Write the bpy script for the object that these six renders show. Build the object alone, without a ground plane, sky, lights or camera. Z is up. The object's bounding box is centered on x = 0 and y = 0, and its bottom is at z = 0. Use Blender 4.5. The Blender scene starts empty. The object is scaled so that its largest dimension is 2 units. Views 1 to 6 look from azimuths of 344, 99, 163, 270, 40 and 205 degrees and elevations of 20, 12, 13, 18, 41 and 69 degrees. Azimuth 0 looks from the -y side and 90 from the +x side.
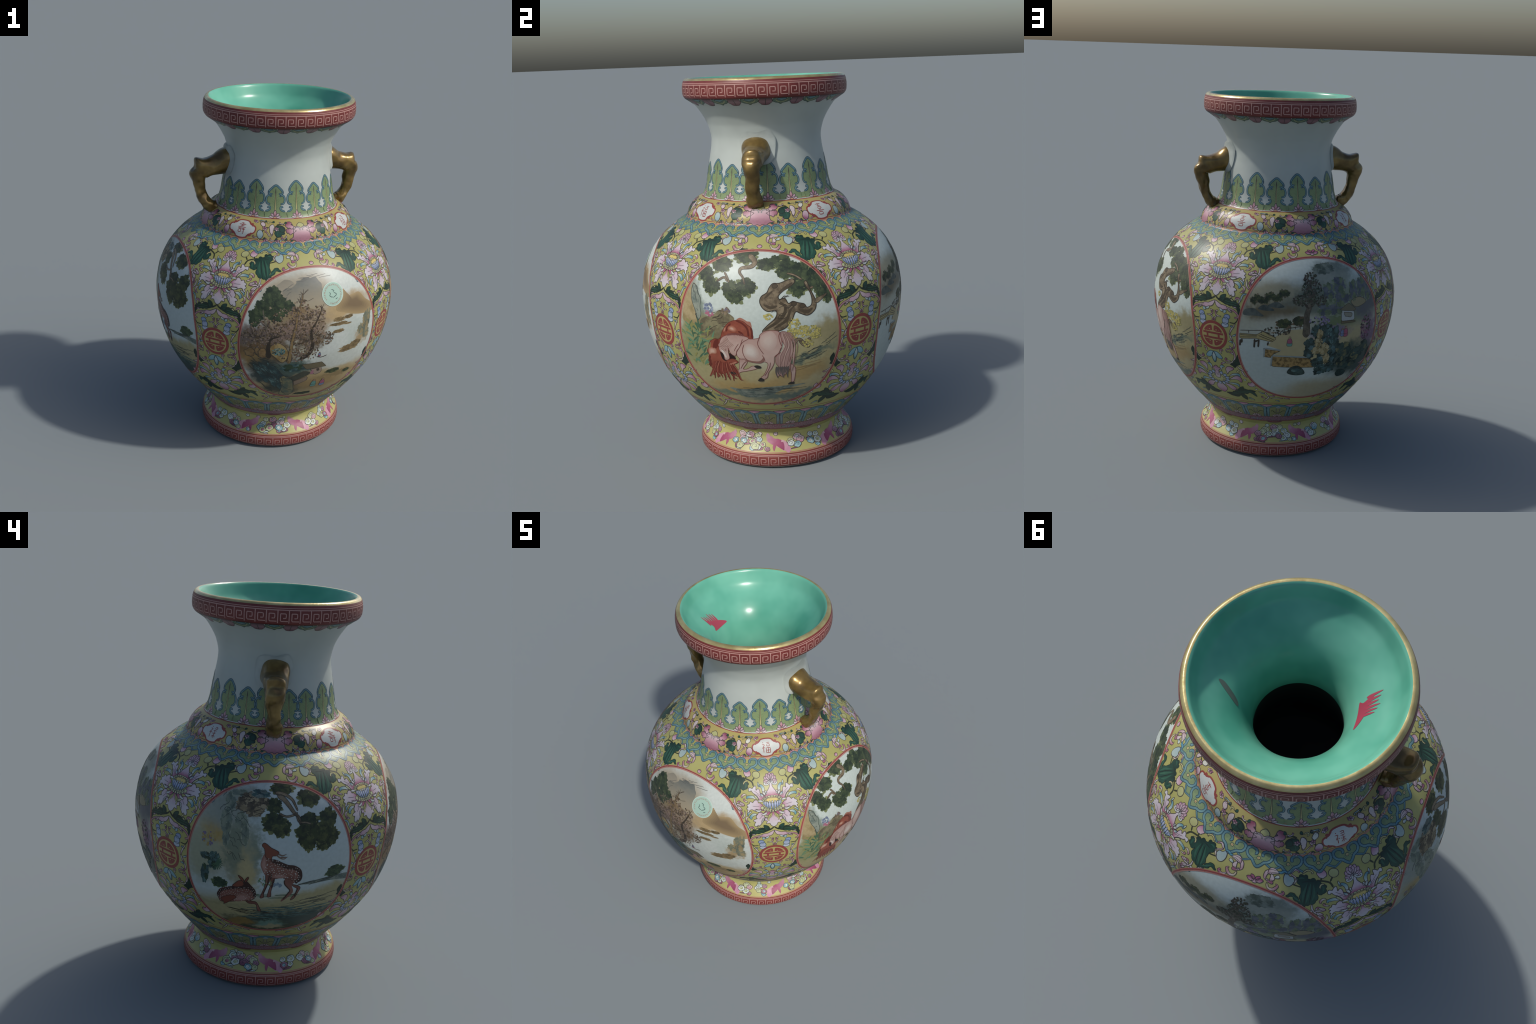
"""Famille-rose porcelain vase: turned body, two gilt handles, raised enamel
decoration laid on the glaze piece by piece (petals, leaves, scrolls, key fret,
picture roundels with horses, deer and landscapes)."""
import bpy, math, random
import numpy as np
from mathutils import Vector, Matrix, noise
from mathutils.geometry import delaunay_2d_cdt

random.seed(7)
RNG = random.Random(11)
TURN = math.radians(2.2)          # the decoration is turned slightly against the handles
Q90 = math.pi / 2

# ------------------------------------------------------------------ profile
# (radius, height) control points; a new list starts at every crease
FOOT = [(.404, .004), (.412, .010), (.4205, .022), (.423, .05), (.4160, .08), (.3985, .104), (.3755, .132), (.3645, .156), (.362, .178)]
BODY = [(.362, .178), (.370, .192), (.394, .22), (.435, .27), (.460, .30), (.499, .35), (.541, .40), (.605, .50), (.648, .60),
        (.677, .70), (.6925, .80), (.696, .90), (.680, 1.0), (.6635, 1.05), (.640, 1.10), (.606, 1.15), (.561, 1.20), (.499, 1.25), (.441, 1.285)]
COLLAR = [(.441, 1.285), (.4355, 1.292), (.4305, 1.305), (.424, 1.325), (.4085, 1.35), (.386, 1.372), (.352, 1.392)]
NECK = [(.352, 1.392), (.343, 1.402), (.334, 1.42), (.323, 1.46), (.3165, 1.50), (.308, 1.55), (.298, 1.60), (.2895, 1.65), (.2875, 1.70),
        (.2985, 1.75), (.3105, 1.78), (.333, 1.82), (.3615, 1.86), (.387, 1.880), (.4145, 1.899), (.4235, 1.914), (.426, 1.935), (.425, 1.96), (.4205, 1.982), (.4125, 1.995), (.403, 2.0)]
INSIDE = [(.403, 2.0), (.391, 1.997), (.383, 1.985), (.372, 1.96), (.358, 1.932), (.333, 1.905), (.302, 1.88), (.270, 1.852), (.240, 1.82), (.214, 1.78),
          (.195, 1.735), (.182, 1.69), (.176, 1.64), (.180, 1.56), (.192, 1.47), (.205, 1.38), (.21, 1.30), (.17, 1.245), (.0001, 1.23)]


def cr(pts, n, closed=False):
    """Catmull-Rom through 2-D points, n samples."""
    p = np.array(pts, float)
    if closed:
        p = np.vstack([p[-1], p, p[0], p[1]])
    else:
        p = np.vstack([2 * p[0] - p[1], p, 2 * p[-1] - p[-2]])
    m = len(p) - 3
    u = np.linspace(0, m, n, endpoint=not closed)
    i = np.minimum(u.astype(int), m - 1)
    f = (u - i)[:, None]
    a, b, c, d = p[i], p[i + 1], p[i + 2], p[i + 3]
    return .5 * (2 * b + (c - a) * f + (2 * a - 5 * b + 4 * c - d) * f ** 2 + (3 * b - a - 3 * c + d) * f ** 3)


def resample(pts, step):
    p = np.array(pts, float)
    L = np.concatenate([[0], np.cumsum(np.hypot(*np.diff(p, axis=0).T))])
    n = max(2, int(round(L[-1] / step)) + 1)
    u = np.linspace(0, L[-1], n)
    return np.stack([np.interp(u, L, p[:, 0]), np.interp(u, L, p[:, 1])], 1)


BODY = [BODY[0]] + [(r - .0005 + .006 * math.exp(-((z - .32) / .06) ** 2), z) for r, z in BODY[1:-1]] + [BODY[-1]]
SEG = [resample(cr(s, 40 * len(s)), .004) for s in (FOOT, BODY, COLLAR, NECK)]
PROF = np.vstack([s if i == 0 else s[1:] for i, s in enumerate(SEG)])
ARC = np.concatenate([[0], np.cumsum(np.hypot(*np.diff(PROF, axis=0).T))])


def r_of(s): return np.interp(s, ARC, PROF[:, 0])
def z_of(s): return np.interp(s, ARC, PROF[:, 1])
def s_of(z): return float(np.interp(z, PROF[:, 1], ARC))


def surf(th, s, h=0.):
    th, s, h = np.asarray(th, float), np.asarray(s, float), np.asarray(h, float)
    e = .004
    dr, dz = r_of(s + e) - r_of(s - e), z_of(s + e) - z_of(s - e)
    q = np.hypot(dr, dz) + 1e-12
    nr, nz = dz / q, -dr / q
    r, z = r_of(s) + h * nr, z_of(s) + h * nz
    P = np.stack([r * np.cos(th), r * np.sin(th), z], -1)
    N = np.stack([nr * np.cos(th), nr * np.sin(th), nz], -1)
    return P, N


# ------------------------------------------------------------------ colour helpers
TONE = .76          # pigments were matched on the sunlit side


def lin(c):
    if isinstance(c, str):
        c = [int(c[i:i + 2], 16) / 255 for i in (0, 2, 4)]
        c = [x / 12.92 if x <= .04045 else ((x + .055) / 1.055) ** 2.4 for x in c]
        g = .3 * c[0] + .6 * c[1] + .1 * c[2]
        c = [TONE * (x * .9 + g * .1) for x in c]
    return (*c, 1.)


MATS = {}


def new_mat(name):
    m = bpy.data.materials.new(name)
    m.use_nodes = True
    nt = m.node_tree
    return m, nt, nt.nodes["Principled BSDF"]


def glaze(b, rough=.24, coat=.25):
    b.inputs["Roughness"].default_value = rough + .18
    b.inputs["Specular IOR Level"].default_value = .35


def enamel(name, stops, noise=(18., .10), axis=1, rough=.24, mottle=.12, coords="Object", lo=0., hi=1.):
    """Glassy enamel whose colour runs along the piece's own length (object Y)."""
    if name in MATS:
        return MATS[name]
    m, nt, b = new_mat(name)
    glaze(b, rough)
    N, L = nt.nodes, nt.links
    tc = N.new("ShaderNodeTexCoord")
    sep = N.new("ShaderNodeSeparateXYZ")
    L.new(tc.outputs[coords], sep.inputs[0])
    nz = N.new("ShaderNodeTexNoise")
    nz.inputs["Scale"].default_value = noise[0]
    nz.inputs["Detail"].default_value = 3
    L.new(tc.outputs[coords], nz.inputs["Vector"])
    ma = N.new("ShaderNodeMath"); ma.operation = "MULTIPLY_ADD"
    L.new(nz.outputs["Fac"], ma.inputs[0]); ma.inputs[1].default_value = noise[1]
    L.new(sep.outputs[axis], ma.inputs[2])
    mr = N.new("ShaderNodeMapRange")
    L.new(ma.outputs[0], mr.inputs[0])
    mr.inputs[1].default_value = lo + noise[1] * .5
    mr.inputs[2].default_value = hi + noise[1] * .5
    rp = N.new("ShaderNodeValToRGB")
    L.new(mr.outputs[0], rp.inputs[0])
    el = rp.color_ramp.elements
    while len(el) < len(stops):
        el.new(.5)
    for e, (p, c) in zip(el, stops):
        e.position = p
        e.color = lin(c)
    hs = N.new("ShaderNodeHueSaturation")
    L.new(rp.outputs[0], hs.inputs["Color"])
    n2 = N.new("ShaderNodeTexNoise"); n2.inputs["Scale"].default_value = 5.3
    L.new(tc.outputs[coords], n2.inputs["Vector"])
    m2 = N.new("ShaderNodeMath"); m2.operation = "MULTIPLY_ADD"
    L.new(n2.outputs["Fac"], m2.inputs[0]); m2.inputs[1].default_value = mottle * 2; m2.inputs[2].default_value = 1 - mottle
    L.new(m2.outputs[0], hs.inputs["Value"])
    L.new(hs.outputs[0], b.inputs["Base Color"])
    MATS[name] = m
    return m


def flat(name, c, mottle=.12, rough=.26, scale=30.):
    """One enamel colour with a little hand-painted unevenness."""
    return enamel(name, [(0, c), (1, c)], noise=(scale, .0), mottle=mottle, rough=rough)


def speckle(name, c0, c1, scale, lo=.4, hi=.6, rough=.3, detail=4, c2=None):
    if name in MATS:
        return MATS[name]
    m, nt, b = new_mat(name)
    glaze(b, rough)
    N, L = nt.nodes, nt.links
    tc = N.new("ShaderNodeTexCoord")
    tc.object = VASE
    nz = N.new("ShaderNodeTexNoise"); nz.inputs["Scale"].default_value = scale; nz.inputs["Detail"].default_value = detail
    nz.inputs["Roughness"].default_value = .65
    L.new(tc.outputs["Object"], nz.inputs["Vector"])
    rp = N.new("ShaderNodeValToRGB")
    L.new(nz.outputs["Fac"], rp.inputs[0])
    el = rp.color_ramp.elements
    el[0].position, el[1].position = lo, hi
    el[0].color, el[1].color = lin(c0), lin(c1)
    if c2:
        e = el.new((lo + hi) / 2 + .03); e.color = lin(c2)
    L.new(rp.outputs[0], b.inputs["Base Color"])
    MATS[name] = m
    return m


# ------------------------------------------------------------------ objects
COL = bpy.context.scene.collection
WORLD = {}


def put(name, me, M=None, parent=None, stuff=False):
    o = bpy.data.objects.new(name, me)
    COL.objects.link(o)
    M = M or Matrix.Identity(4)
    WORLD[o.name] = M
    if parent is not None:
        o.parent = parent
        o.matrix_parent_inverse = WORLD[parent.name].inverted()
    o.matrix_basis = M
    if stuff:
        o["kind"] = "stuff"
    return o


VASE = bpy.data.objects.new("porcelain_vase", None)
COL.objects.link(VASE)
WORLD[VASE.name] = Matrix.Identity(4)
VASE["label"] = "tall famille-rose porcelain vase with gilt handles and painted roundels"
VASE["category"] = "vase"


def make_mesh(name, V, F, N, mats, mi, M=None):
    """V world vertices, F faces, N vertex normals, mi face material indices."""
    V, N = np.asarray(V, float), np.asarray(N, float)
    out = []
    for f in F:
        a, b, c = V[f[0]], V[f[1]], V[f[2]]
        g = np.cross(b - a, c - a)
        out.append(tuple(f) if g @ N[f[0]] >= 0 else tuple(f[::-1]))
    if M is not None:
        I = np.array(M.inverted())
        V = V @ I[:3, :3].T + I[:3, 3]
        R = np.array(M.to_3x3().normalized())
        N = N @ R
    me = bpy.data.meshes.new(name)
    me.from_pydata(V.tolist(), [], out)
    for m in mats:
        me.materials.append(m)
    me.polygons.foreach_set("material_index", list(mi))
    me.polygons.foreach_set("use_smooth", [True] * len(out))
    me.update()
    me.normals_split_custom_set_from_vertices(N.tolist())
    return me


class Spot:
    """A place on the glaze: local x runs round the vase, y up along the profile."""
    def __init__(s, th, z=None, unit=.1, arc=None):
        s.th, s.s0, s.u = th, (s_of(z) if arc is None else arc), unit

    def at(s, xy, h=0.):
        p = np.asarray(xy, float).reshape(-1, 2) * s.u
        t = s.s0 + p[:, 1]
        return surf(s.th + p[:, 0] / r_of(t), t, h)


EPS_H = .0005


class Piece:
    """Collects fills, ribbons and lines on a Spot and turns them into one object."""
    def __init__(s, spot, mirror=False):
        s.sp, s.mx = spot, (-1 if mirror else 1)
        s.V, s.N, s.F, s.mi, s.mats = [], [], [], [], []
        s.n = 0

    def slot(s, m):
        if m not in s.mats:
            s.mats.append(m)
        return s.mats.index(m)

    def add(s, xy, h, faces, mat):
        xy = np.asarray(xy, float).reshape(-1, 2) * (s.mx, 1)
        P, N = s.sp.at(xy, h)
        s.V.append(P); s.N.append(N)
        k = s.slot(mat)
        for f in faces:
            s.F.append(tuple(i + s.n for i in f)); s.mi.append(k)
        s.n += len(xy)

    def fill(s, poly, mat, level=0, grid=.016, wall=True):
        """Solid enamel patch inside a closed outline."""
        u = s.sp.u
        q = np.array(poly, float)
        d = np.hypot(*(q - np.roll(q, -1, 0)).T)
        q = q[d > 2e-4 / u]
        n0 = len(q)
        lo, hi = q.min(0), q.max(0)
        g = grid / u
        xs, ys = np.arange(lo[0] + g / 2, hi[0], g), np.arange(lo[1] + g / 2, hi[1], g)
        pts = [Vector(p) for p in q] + [Vector((x + .13 * g * ((j % 2) - .5), y)) for j, y in enumerate(ys) for x in xs]
        vs, es, fs, *_ = delaunay_2d_cdt(pts, [(i, (i + 1) % n0) for i in range(n0)], [list(range(n0))], 1, 1e-6)
        if not fs:
            return
        xy = np.array([tuple(v) for v in vs])
        h = EPS_H + .00014 * level
        s.add(xy, h, [tuple(f) for f in fs], mat)
        if wall:
            cnt = {}
            for f in fs:
                for a, b in zip(f, list(f[1:]) + [f[0]]):
                    e = (min(a, b), max(a, b)); cnt[e] = cnt.get(e, 0) + 1
            rim = [e for e, c in cnt.items() if c == 1]
            W, G = [], []
            for a, b in rim:
                k = len(W)
                W += [xy[a], xy[b], xy[b], xy[a]]; G.append((k, k + 1, k + 2, k + 3))
            hh = np.tile([h, h, -.0006, -.0006], len(rim))
            s.add(W, hh, G, mat)

    def ribbon(s, path, width, mat, level=0, line=None, lw=.0024, n=None, end=True):
        """Bead of enamel along a path; width is a number or a function of t (units)."""
        p = np.array(path, float)
        L = np.hypot(*np.diff(p, axis=0).T).sum()
        p = resample(p, L / max(3, n or int(L * s.sp.u / .006)))
        m = len(p)
        t = np.linspace(0, 1, m)
        w = np.array([width(x) for x in t]) if callable(width) else np.full(m, float(width))
        if end:
            k = np.minimum(t, 1 - t) * L
            w = w * np.sqrt(np.clip(k / (w * .5 + 1e-9), .05, 1))
        d = np.gradient(p, axis=0)
        d /= np.hypot(d[:, 0], d[:, 1])[:, None] + 1e-12
        nn = np.stack([-d[:, 1], d[:, 0]], 1) * (w / 2)[:, None]
        h = EPS_H + .00014 * level
        xy = np.concatenate([p - nn, p - nn * .45, p + nn * .45, p + nn])
        lo = -.0003 if level < 1 else h - .0001
        hh = np.concatenate([np.full(m, lo), np.full(m, h), np.full(m, h), np.full(m, lo)])
        F = [(a * m + i, a * m + i + 1, (a + 1) * m + i + 1, (a + 1) * m + i) for a in range(3) for i in range(m - 1)]
        if line is not None:
            hh[:m] = hh[3 * m:] = h - .00005
        s.add(xy, hh, F, mat)
        if line is not None:
            s.ribbon(np.concatenate([p - nn, (p + nn)[::-1], (p - nn)[:1]]), 1.2 * lw / s.sp.u, line, level + 1, end=False)

    def outline(s, poly, mat, level=1, w=.0024):
        q = np.array(poly, float)
        s.ribbon(np.vstack([q, q[:1]]), 1.25 * w / s.sp.u, mat, level, end=False, n=max(8, len(q)))

    def shape(s, poly, mat, line=None, level=0, w=.0024, grid=.016):
        s.fill(poly, mat, level, grid)
        if line is not None:
            s.outline(poly, line, level + 1, w)

    def done(s, name, base=(0, 0), tip=None, parent=None, stuff=False):
        """Object frame: origin at base, Y towards tip, one unit = base-to-tip."""
        b = np.array(base, float) * (s.mx, 1)
        t = np.array(tip if tip is not None else (base[0], base[1] + 1), float) * (s.mx, 1)
        P, N = s.sp.at([b, b + (t - b) * .02])
        L = float(np.hypot(*(t - b))) * s.sp.u
        Y = P[1] - P[0]; Y /= np.linalg.norm(Y)
        Z = N[0]; X = np.cross(Y, Z); X /= np.linalg.norm(X); Z = np.cross(X, Y)
        M = Matrix([[X[i] * L, Y[i] * L, Z[i] * L, P[0][i]] for i in range(3)] + [[0, 0, 0, 1]])
        me = make_mesh(name, np.vstack(s.V), s.F, np.vstack(s.N), s.mats, s.mi, M)
        o = put(name, me, M, parent or VASE, stuff)
        MADE.append(o)
        return o


MADE = []


def repeat(objs, turns):
    """Copies of finished objects turned about the axis, sharing mesh data."""
    for a in turns:
        R = Matrix.Rotation(a, 4, "Z")
        twin = {}
        for o in objs:
            c = o.copy()
            COL.objects.link(c)
            M = R @ WORLD[o.name]
            WORLD[c.name] = M
            twin[o.name] = c
            c.parent = twin.get(o.parent.name, o.parent)
            c.matrix_parent_inverse = WORLD[c.parent.name].inverted()
            c.matrix_basis = M


# ------------------------------------------------------------------ outline vocabulary
def ellipse(c, rx, ry, n=28, rot=0.):
    t = np.linspace(0, 2 * math.pi, n, endpoint=False)
    x, y = rx * np.cos(t), ry * np.sin(t)
    return np.stack([c[0] + x * math.cos(rot) - y * math.sin(rot), c[1] + x * math.sin(rot) + y * math.cos(rot)], 1)


def lobed(c, rx, ry, k=9, depth=.16, seed=0, n=90):
    """Blob with irregular scalloped edge (leaf clumps, shrubs, rocks)."""
    R = random.Random(seed)
    t = np.linspace(0, 2 * math.pi, n, endpoint=False)
    ph = R.random() * 6
    a = 1 - depth + depth * np.abs(np.sin(t * k / 2 + ph))
    for j in (2, 3, 5):
        a = a + .07 * np.sin(j * t + R.random() * 6.3)
    a = a + .05 * np.abs(np.sin(t * k * 1.3 + R.random() * 6))
    return np.stack([c[0] + rx * a * np.cos(t), c[1] + ry * a * np.sin(t)], 1)


def blade(spine, w, belly=.45, lobes=0, depth=.3, n=60, tipw=0., basew=.12, left=1., right=1.):
    """Leaf or petal outline round a curved spine; optional scalloped lobes."""
    p = cr(spine, n)
    t = np.linspace(0, 1, n)
    e = math.log(.5) / math.log(belly)
    prof = np.sin(math.pi * t ** e) ** .75
    prof = np.maximum(prof, basew * (t < belly))
    prof = np.maximum(prof, tipw * np.sqrt(np.clip(1 - ((t - belly) / (1 - belly)) ** 6, 0, 1)) * (t >= belly))
    if lobes:
        prof = prof * (1 - depth * np.clip(t * 1.6, 0, 1) * (1 - np.abs(np.sin(math.pi * lobes * t ** 1.2))))
    d = np.gradient(p, axis=0); d /= np.hypot(d[:, 0], d[:, 1])[:, None]
    nn = np.stack([-d[:, 1], d[:, 0]], 1) * (w / 2 * prof)[:, None]
    return np.concatenate([p + nn * left, (p - nn * right)[::-1]])


def scallop(q, k, d):
    """Notch a closed outline into small rounded lobes."""
    c = q.mean(0)
    f = 1 + d * (np.abs(np.sin(math.pi * np.arange(len(q)) / k)) - .6)
    return c + (q - c) * f[:, None]


def spiral(spine, r, turns=1.1, sign=1, n=40):
    """A stalk ending in a curl of radius r (sign +1 curls left)."""
    p = cr(spine, n) if len(spine) > 2 else resample(spine, .05)
    d = p[-1] - p[-2]; a0 = math.atan2(d[1], d[0])
    c = p[-1] + r * np.array([math.cos(a0 + sign * Q90), math.sin(a0 + sign * Q90)])
    t = np.linspace(0, 1, 26)[1:]
    ang = a0 - sign * Q90 + sign * t * turns * 2 * math.pi
    rr = r * (1 - .78 * t)
    return np.vstack([p, np.stack([c[0] + rr * np.cos(ang), c[1] + rr * np.sin(ang)], 1)])


# ------------------------------------------------------------------ palette
INK = flat("ink_line", "4a3f42", .2)
INKB = flat("dark_blue_line", "2f4f63", .2)
INKG = flat("green_black_line", "22302a", .2)
RED = flat("iron_red", "96403a", .14)
REDL = flat("iron_red_line", "a85c50", .15)
TEALB = enamel("teal_border", [(0, "55808a"), (.5, "729ca0"), (1, "4f7b88")], mottle=.2)
CREST = enamel("crest_petal", [(0, "cbbcc2"), (.6, "c6b0ba"), (1, "b88aa0")], noise=(6, .12))
PEONYP = enamel("peony_petal", [(0, "cdb9bc"), (.4, "c092a0"), (1, "8f4a62")], noise=(6, .15))
GREENF = enamel("leaf_green_fill", [(0, "7c9266"), (.5, "849a6a"), (1, "6e8864")], mottle=.2, noise=(9, .5))
PINKP = enamel("pink_petal", [(0, "8c3656"), (.2, "ac6480"), (.42, "c4aebb"), (1, "cbcbcf")], noise=(6, .12))
PINKD = enamel("pink_tipped_petal", [(0, "c8b6ba"), (.6, "bf9cac"), (1, "a35f80")], noise=(6, .12))
ROSE = enamel("rose_petal", [(0, "a04460"), (.45, "c08592"), (1, "d3bcbc")], noise=(6, .15))
ROSEB = enamel("rose_bud", [(0, "cebcc0"), (.5, "c095a8"), (1, "a5587c")], noise=(5, .15))
WHITEP = enamel("white_scroll", [(0, "bfae86"), (.5, "ccc3bb"), (1, "b07c86")], noise=(6, .15))
WPINK = enamel("pink_scroll", [(0, "cac2c0"), (.65, "c6b2b6"), (1, "a06078")], noise=(6, .15))
TEALC = enamel("teal_curl", [(0, "cfd0c4"), (.45, "a9c0bd"), (1, "5f98a4")], noise=(6, .15))
TEALS = enamel("teal_strap", [(0, "8fb6bc"), (1, "5596ac")], noise=(6, .15))
BLUEP = enamel("blue_petal", [(0, "7484b4"), (.5, "a3aecb"), (1, "c9ccd2")], noise=(6, .15))
BLUEB = enamel("blue_bud", [(0, "b9c4d2"), (1, "7f93bf")], noise=(6, .2))
SEPAL = flat("pale_sepal", "bdbb7c")
BEAD = flat("pale_green_bead", "b9bf8e")
GOLDD = enamel("yellow_dome", [(0, "c7b15c"), (1, "d2bf6a")])
LEAFD = enamel("dark_leaf", [(0, "1d3a30"), (.5, "2a5546"), (1, "1f4639")], noise=(4, .6), mottle=.25)
LEAFM = enamel("leaf_highlight", [(0, "2c5a48"), (1, "3d6f58")], mottle=.15)
LEAFB = enamel("black_green_leaf", [(0, "1c2a20"), (.6, "24402e"), (1, "1c3226")], noise=(4, .6), mottle=.2)
STEM = flat("dark_stem", "3a3d2a")
GREYG = enamel("grey_gourd", [(0, "a9bcb6"), (1, "93aeb4")], noise=(4, .3))
LIMEB = enamel("olive_bud", [(0, "a9ab6d"), (1, "b5b87e")], noise=(4, .3))
WHITEC = flat("cartouche_white", "c3c9c6", .06)
PALEL = flat("pale_fret_line", "bf8f86", .12)


def ground_mat(name, c0, c1, c2, scale=7., rough=.22):
    """Glazed ground: soft clouding plus a faint ripple."""
    m, nt, b = new_mat(name)
    glaze(b, rough, .35)
    N, L = nt.nodes, nt.links
    tc = N.new("ShaderNodeTexCoord")
    nz = N.new("ShaderNodeTexNoise"); nz.inputs["Scale"].default_value = scale; nz.inputs["Detail"].default_value = 5
    L.new(tc.outputs["Object"], nz.inputs["Vector"])
    rp = N.new("ShaderNodeValToRGB")
    L.new(nz.outputs["Fac"], rp.inputs[0])
    el = rp.color_ramp.elements
    el[0].position, el[1].position = .3, .7
    el[0].color, el[1].color = lin(c0), lin(c2)
    e = el.new(.5); e.color = lin(c1)
    L.new(rp.outputs[0], b.inputs["Base Color"])
    n2 = N.new("ShaderNodeTexNoise"); n2.inputs["Scale"].default_value = 26
    L.new(tc.outputs["Object"], n2.inputs["Vector"])
    bp = N.new("ShaderNodeBump"); bp.inputs["Strength"].default_value = .05; bp.inputs["Distance"].default_value = .01
    L.new(n2.outputs["Fac"], bp.inputs["Height"])
    L.new(bp.outputs[0], b.inputs["Normal"])
    return m


YELLOW = ground_mat("yellow_ground", "a09e52", "aaa85e", "b0ae68")
YELLOWC = ground_mat("collar_yellow", "a89a54", "b0a25c", "b0a662")
YELLOWF = ground_mat("foot_yellow", "acaa60", "b5b168", "bdb872")
WHITE = ground_mat("white_glaze", "b3bcb7", "bac4bf", "c0c9c4", 4.)
REDG = ground_mat("red_ground", "6e2a28", "78312e", "823a36", 12.)
REDF = ground_mat("red_foot_ground", "82352f", "8b3d36", "94463e", 12.)
BAREM = ground_mat("bare_foot_ring", "9a968c", "a8a59b", "b4b1a8", 20., .6)


def lining_mat():
    m, nt, b = new_mat("turquoise_lining")
    glaze(b, .06, .3)
    N, L = nt.nodes, nt.links
    tc = N.new("ShaderNodeTexCoord")
    nz = N.new("ShaderNodeTexNoise"); nz.inputs["Scale"].default_value = 3.5; nz.inputs["Detail"].default_value = 3
    L.new(tc.outputs["Object"], nz.inputs["Vector"])
    rp = N.new("ShaderNodeValToRGB")
    L.new(nz.outputs["Fac"], rp.inputs[0])
    el = rp.color_ramp.elements
    el[0].position, el[1].position = .3, .72
    el[0].color, el[1].color = lin("48a88e"), lin("78cdb2")
    L.new(rp.outputs[0], b.inputs["Base Color"])
    return m


def gold_mat(name="gilding", dark="6b5426", light="9c8040", rough=.27):
    m, nt, b = new_mat(name)
    N, L = nt.nodes, nt.links
    tc = N.new("ShaderNodeTexCoord")
    nz = N.new("ShaderNodeTexNoise"); nz.inputs["Scale"].default_value = 14; nz.inputs["Detail"].default_value = 6
    L.new(tc.outputs["Object"], nz.inputs["Vector"])
    rp = N.new("ShaderNodeValToRGB")
    L.new(nz.outputs["Fac"], rp.inputs[0])
    el = rp.color_ramp.elements
    el[0].position, el[1].position = .35, .65
    el[0].color, el[1].color = lin(dark), lin(light)
    L.new(rp.outputs[0], b.inputs["Base Color"])
    b.inputs["Metallic"].default_value = .55
    b.inputs["Roughness"].default_value = rough
    b.inputs["Coat Weight"].default_value = .2
    bp = N.new("ShaderNodeBump"); bp.inputs["Strength"].default_value = .25; bp.inputs["Distance"].default_value = .01
    L.new(nz.outputs["Fac"], bp.inputs["Height"])
    L.new(bp.outputs[0], b.inputs["Normal"])
    return m


GOLD = gold_mat()
GOLDL = gold_mat("gilt_lip", "b8a868", "d6c888", .25)
LINING = lining_mat()

# ------------------------------------------------------------------ turned parts
SEGS = 288


def turned(name, prof, mats, pick=None, flip=False):
    """Surface of revolution through (r, z) rows; pick(z_mid) gives the material index."""
    p = np.asarray(prof)
    d = np.gradient(p, axis=0)
    d /= np.hypot(d[:, 0], d[:, 1])[:, None] + 1e-12
    nr, nz = d[:, 1], -d[:, 0]
    th = np.linspace(0, 2 * math.pi, SEGS, endpoint=False)
    c, s = np.cos(th), np.sin(th)
    m = len(p)
    V = np.stack([p[:, :1] * c, p[:, :1] * s, np.repeat(p[:, 1:], SEGS, 1)], -1).reshape(-1, 3)
    N = np.stack([nr[:, None] * c, nr[:, None] * s, np.repeat(nz[:, None], SEGS, 1)], -1).reshape(-1, 3)
    F, mi = [], []
    for i in range(m - 1):
        k = pick(.5 * (p[i, 1] + p[i + 1, 1])) if pick else 0
        for j in range(SEGS):
            q = (j + 1) % SEGS
            F.append((i * SEGS + j, i * SEGS + q, (i + 1) * SEGS + q, (i + 1) * SEGS + j)); mi.append(k)
    return put(name, make_mesh(name, V, F, N, mats, mi), None, VASE)


foot_prof = np.vstack([[(.36, .008), (.366, .001), (.396, .0)], SEG[0]])
turned("foot", foot_prof, [BAREM, REDF, YELLOWF], lambda z: 0 if z < .011 else 1 if z < .083 else 2)
turned("base", [(.0001, .03), (.2, .03), (.345, .028), (.36, .008)], [WHITE])
turned("body", SEG[1], [YELLOW])
turned("collar", SEG[2], [YELLOWC])
cut = lambda a, b: np.array([q for q in SEG[3] if a - 1e-9 <= q[1] <= b + 1e-9])
zs = SEG[3][:, 1]
zr, zg = zs[np.argmin(abs(zs - 1.897))], zs[np.argmin(abs(zs - 1.988))]
turned("neck", cut(1.39, zr), [WHITE])
turned("mouth_rim", cut(zr, zg), [REDG])
INS = resample(cr(INSIDE, 40 * len(INSIDE)), .008)
k_in = 1
turned("gilt_lip", np.vstack([cut(zg, 2.0), INS[1:k_in + 1]]), [GOLDL])
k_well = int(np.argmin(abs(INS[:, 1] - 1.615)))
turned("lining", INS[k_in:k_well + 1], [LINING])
# below the throat the inside is coloured near-black, the hole's shadow painted in
turned("inner_well", INS[k_well:], [ground_mat("painted_throat_shadow", "15171a", "1b1c1c", "232220", 9., .6)])


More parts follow.
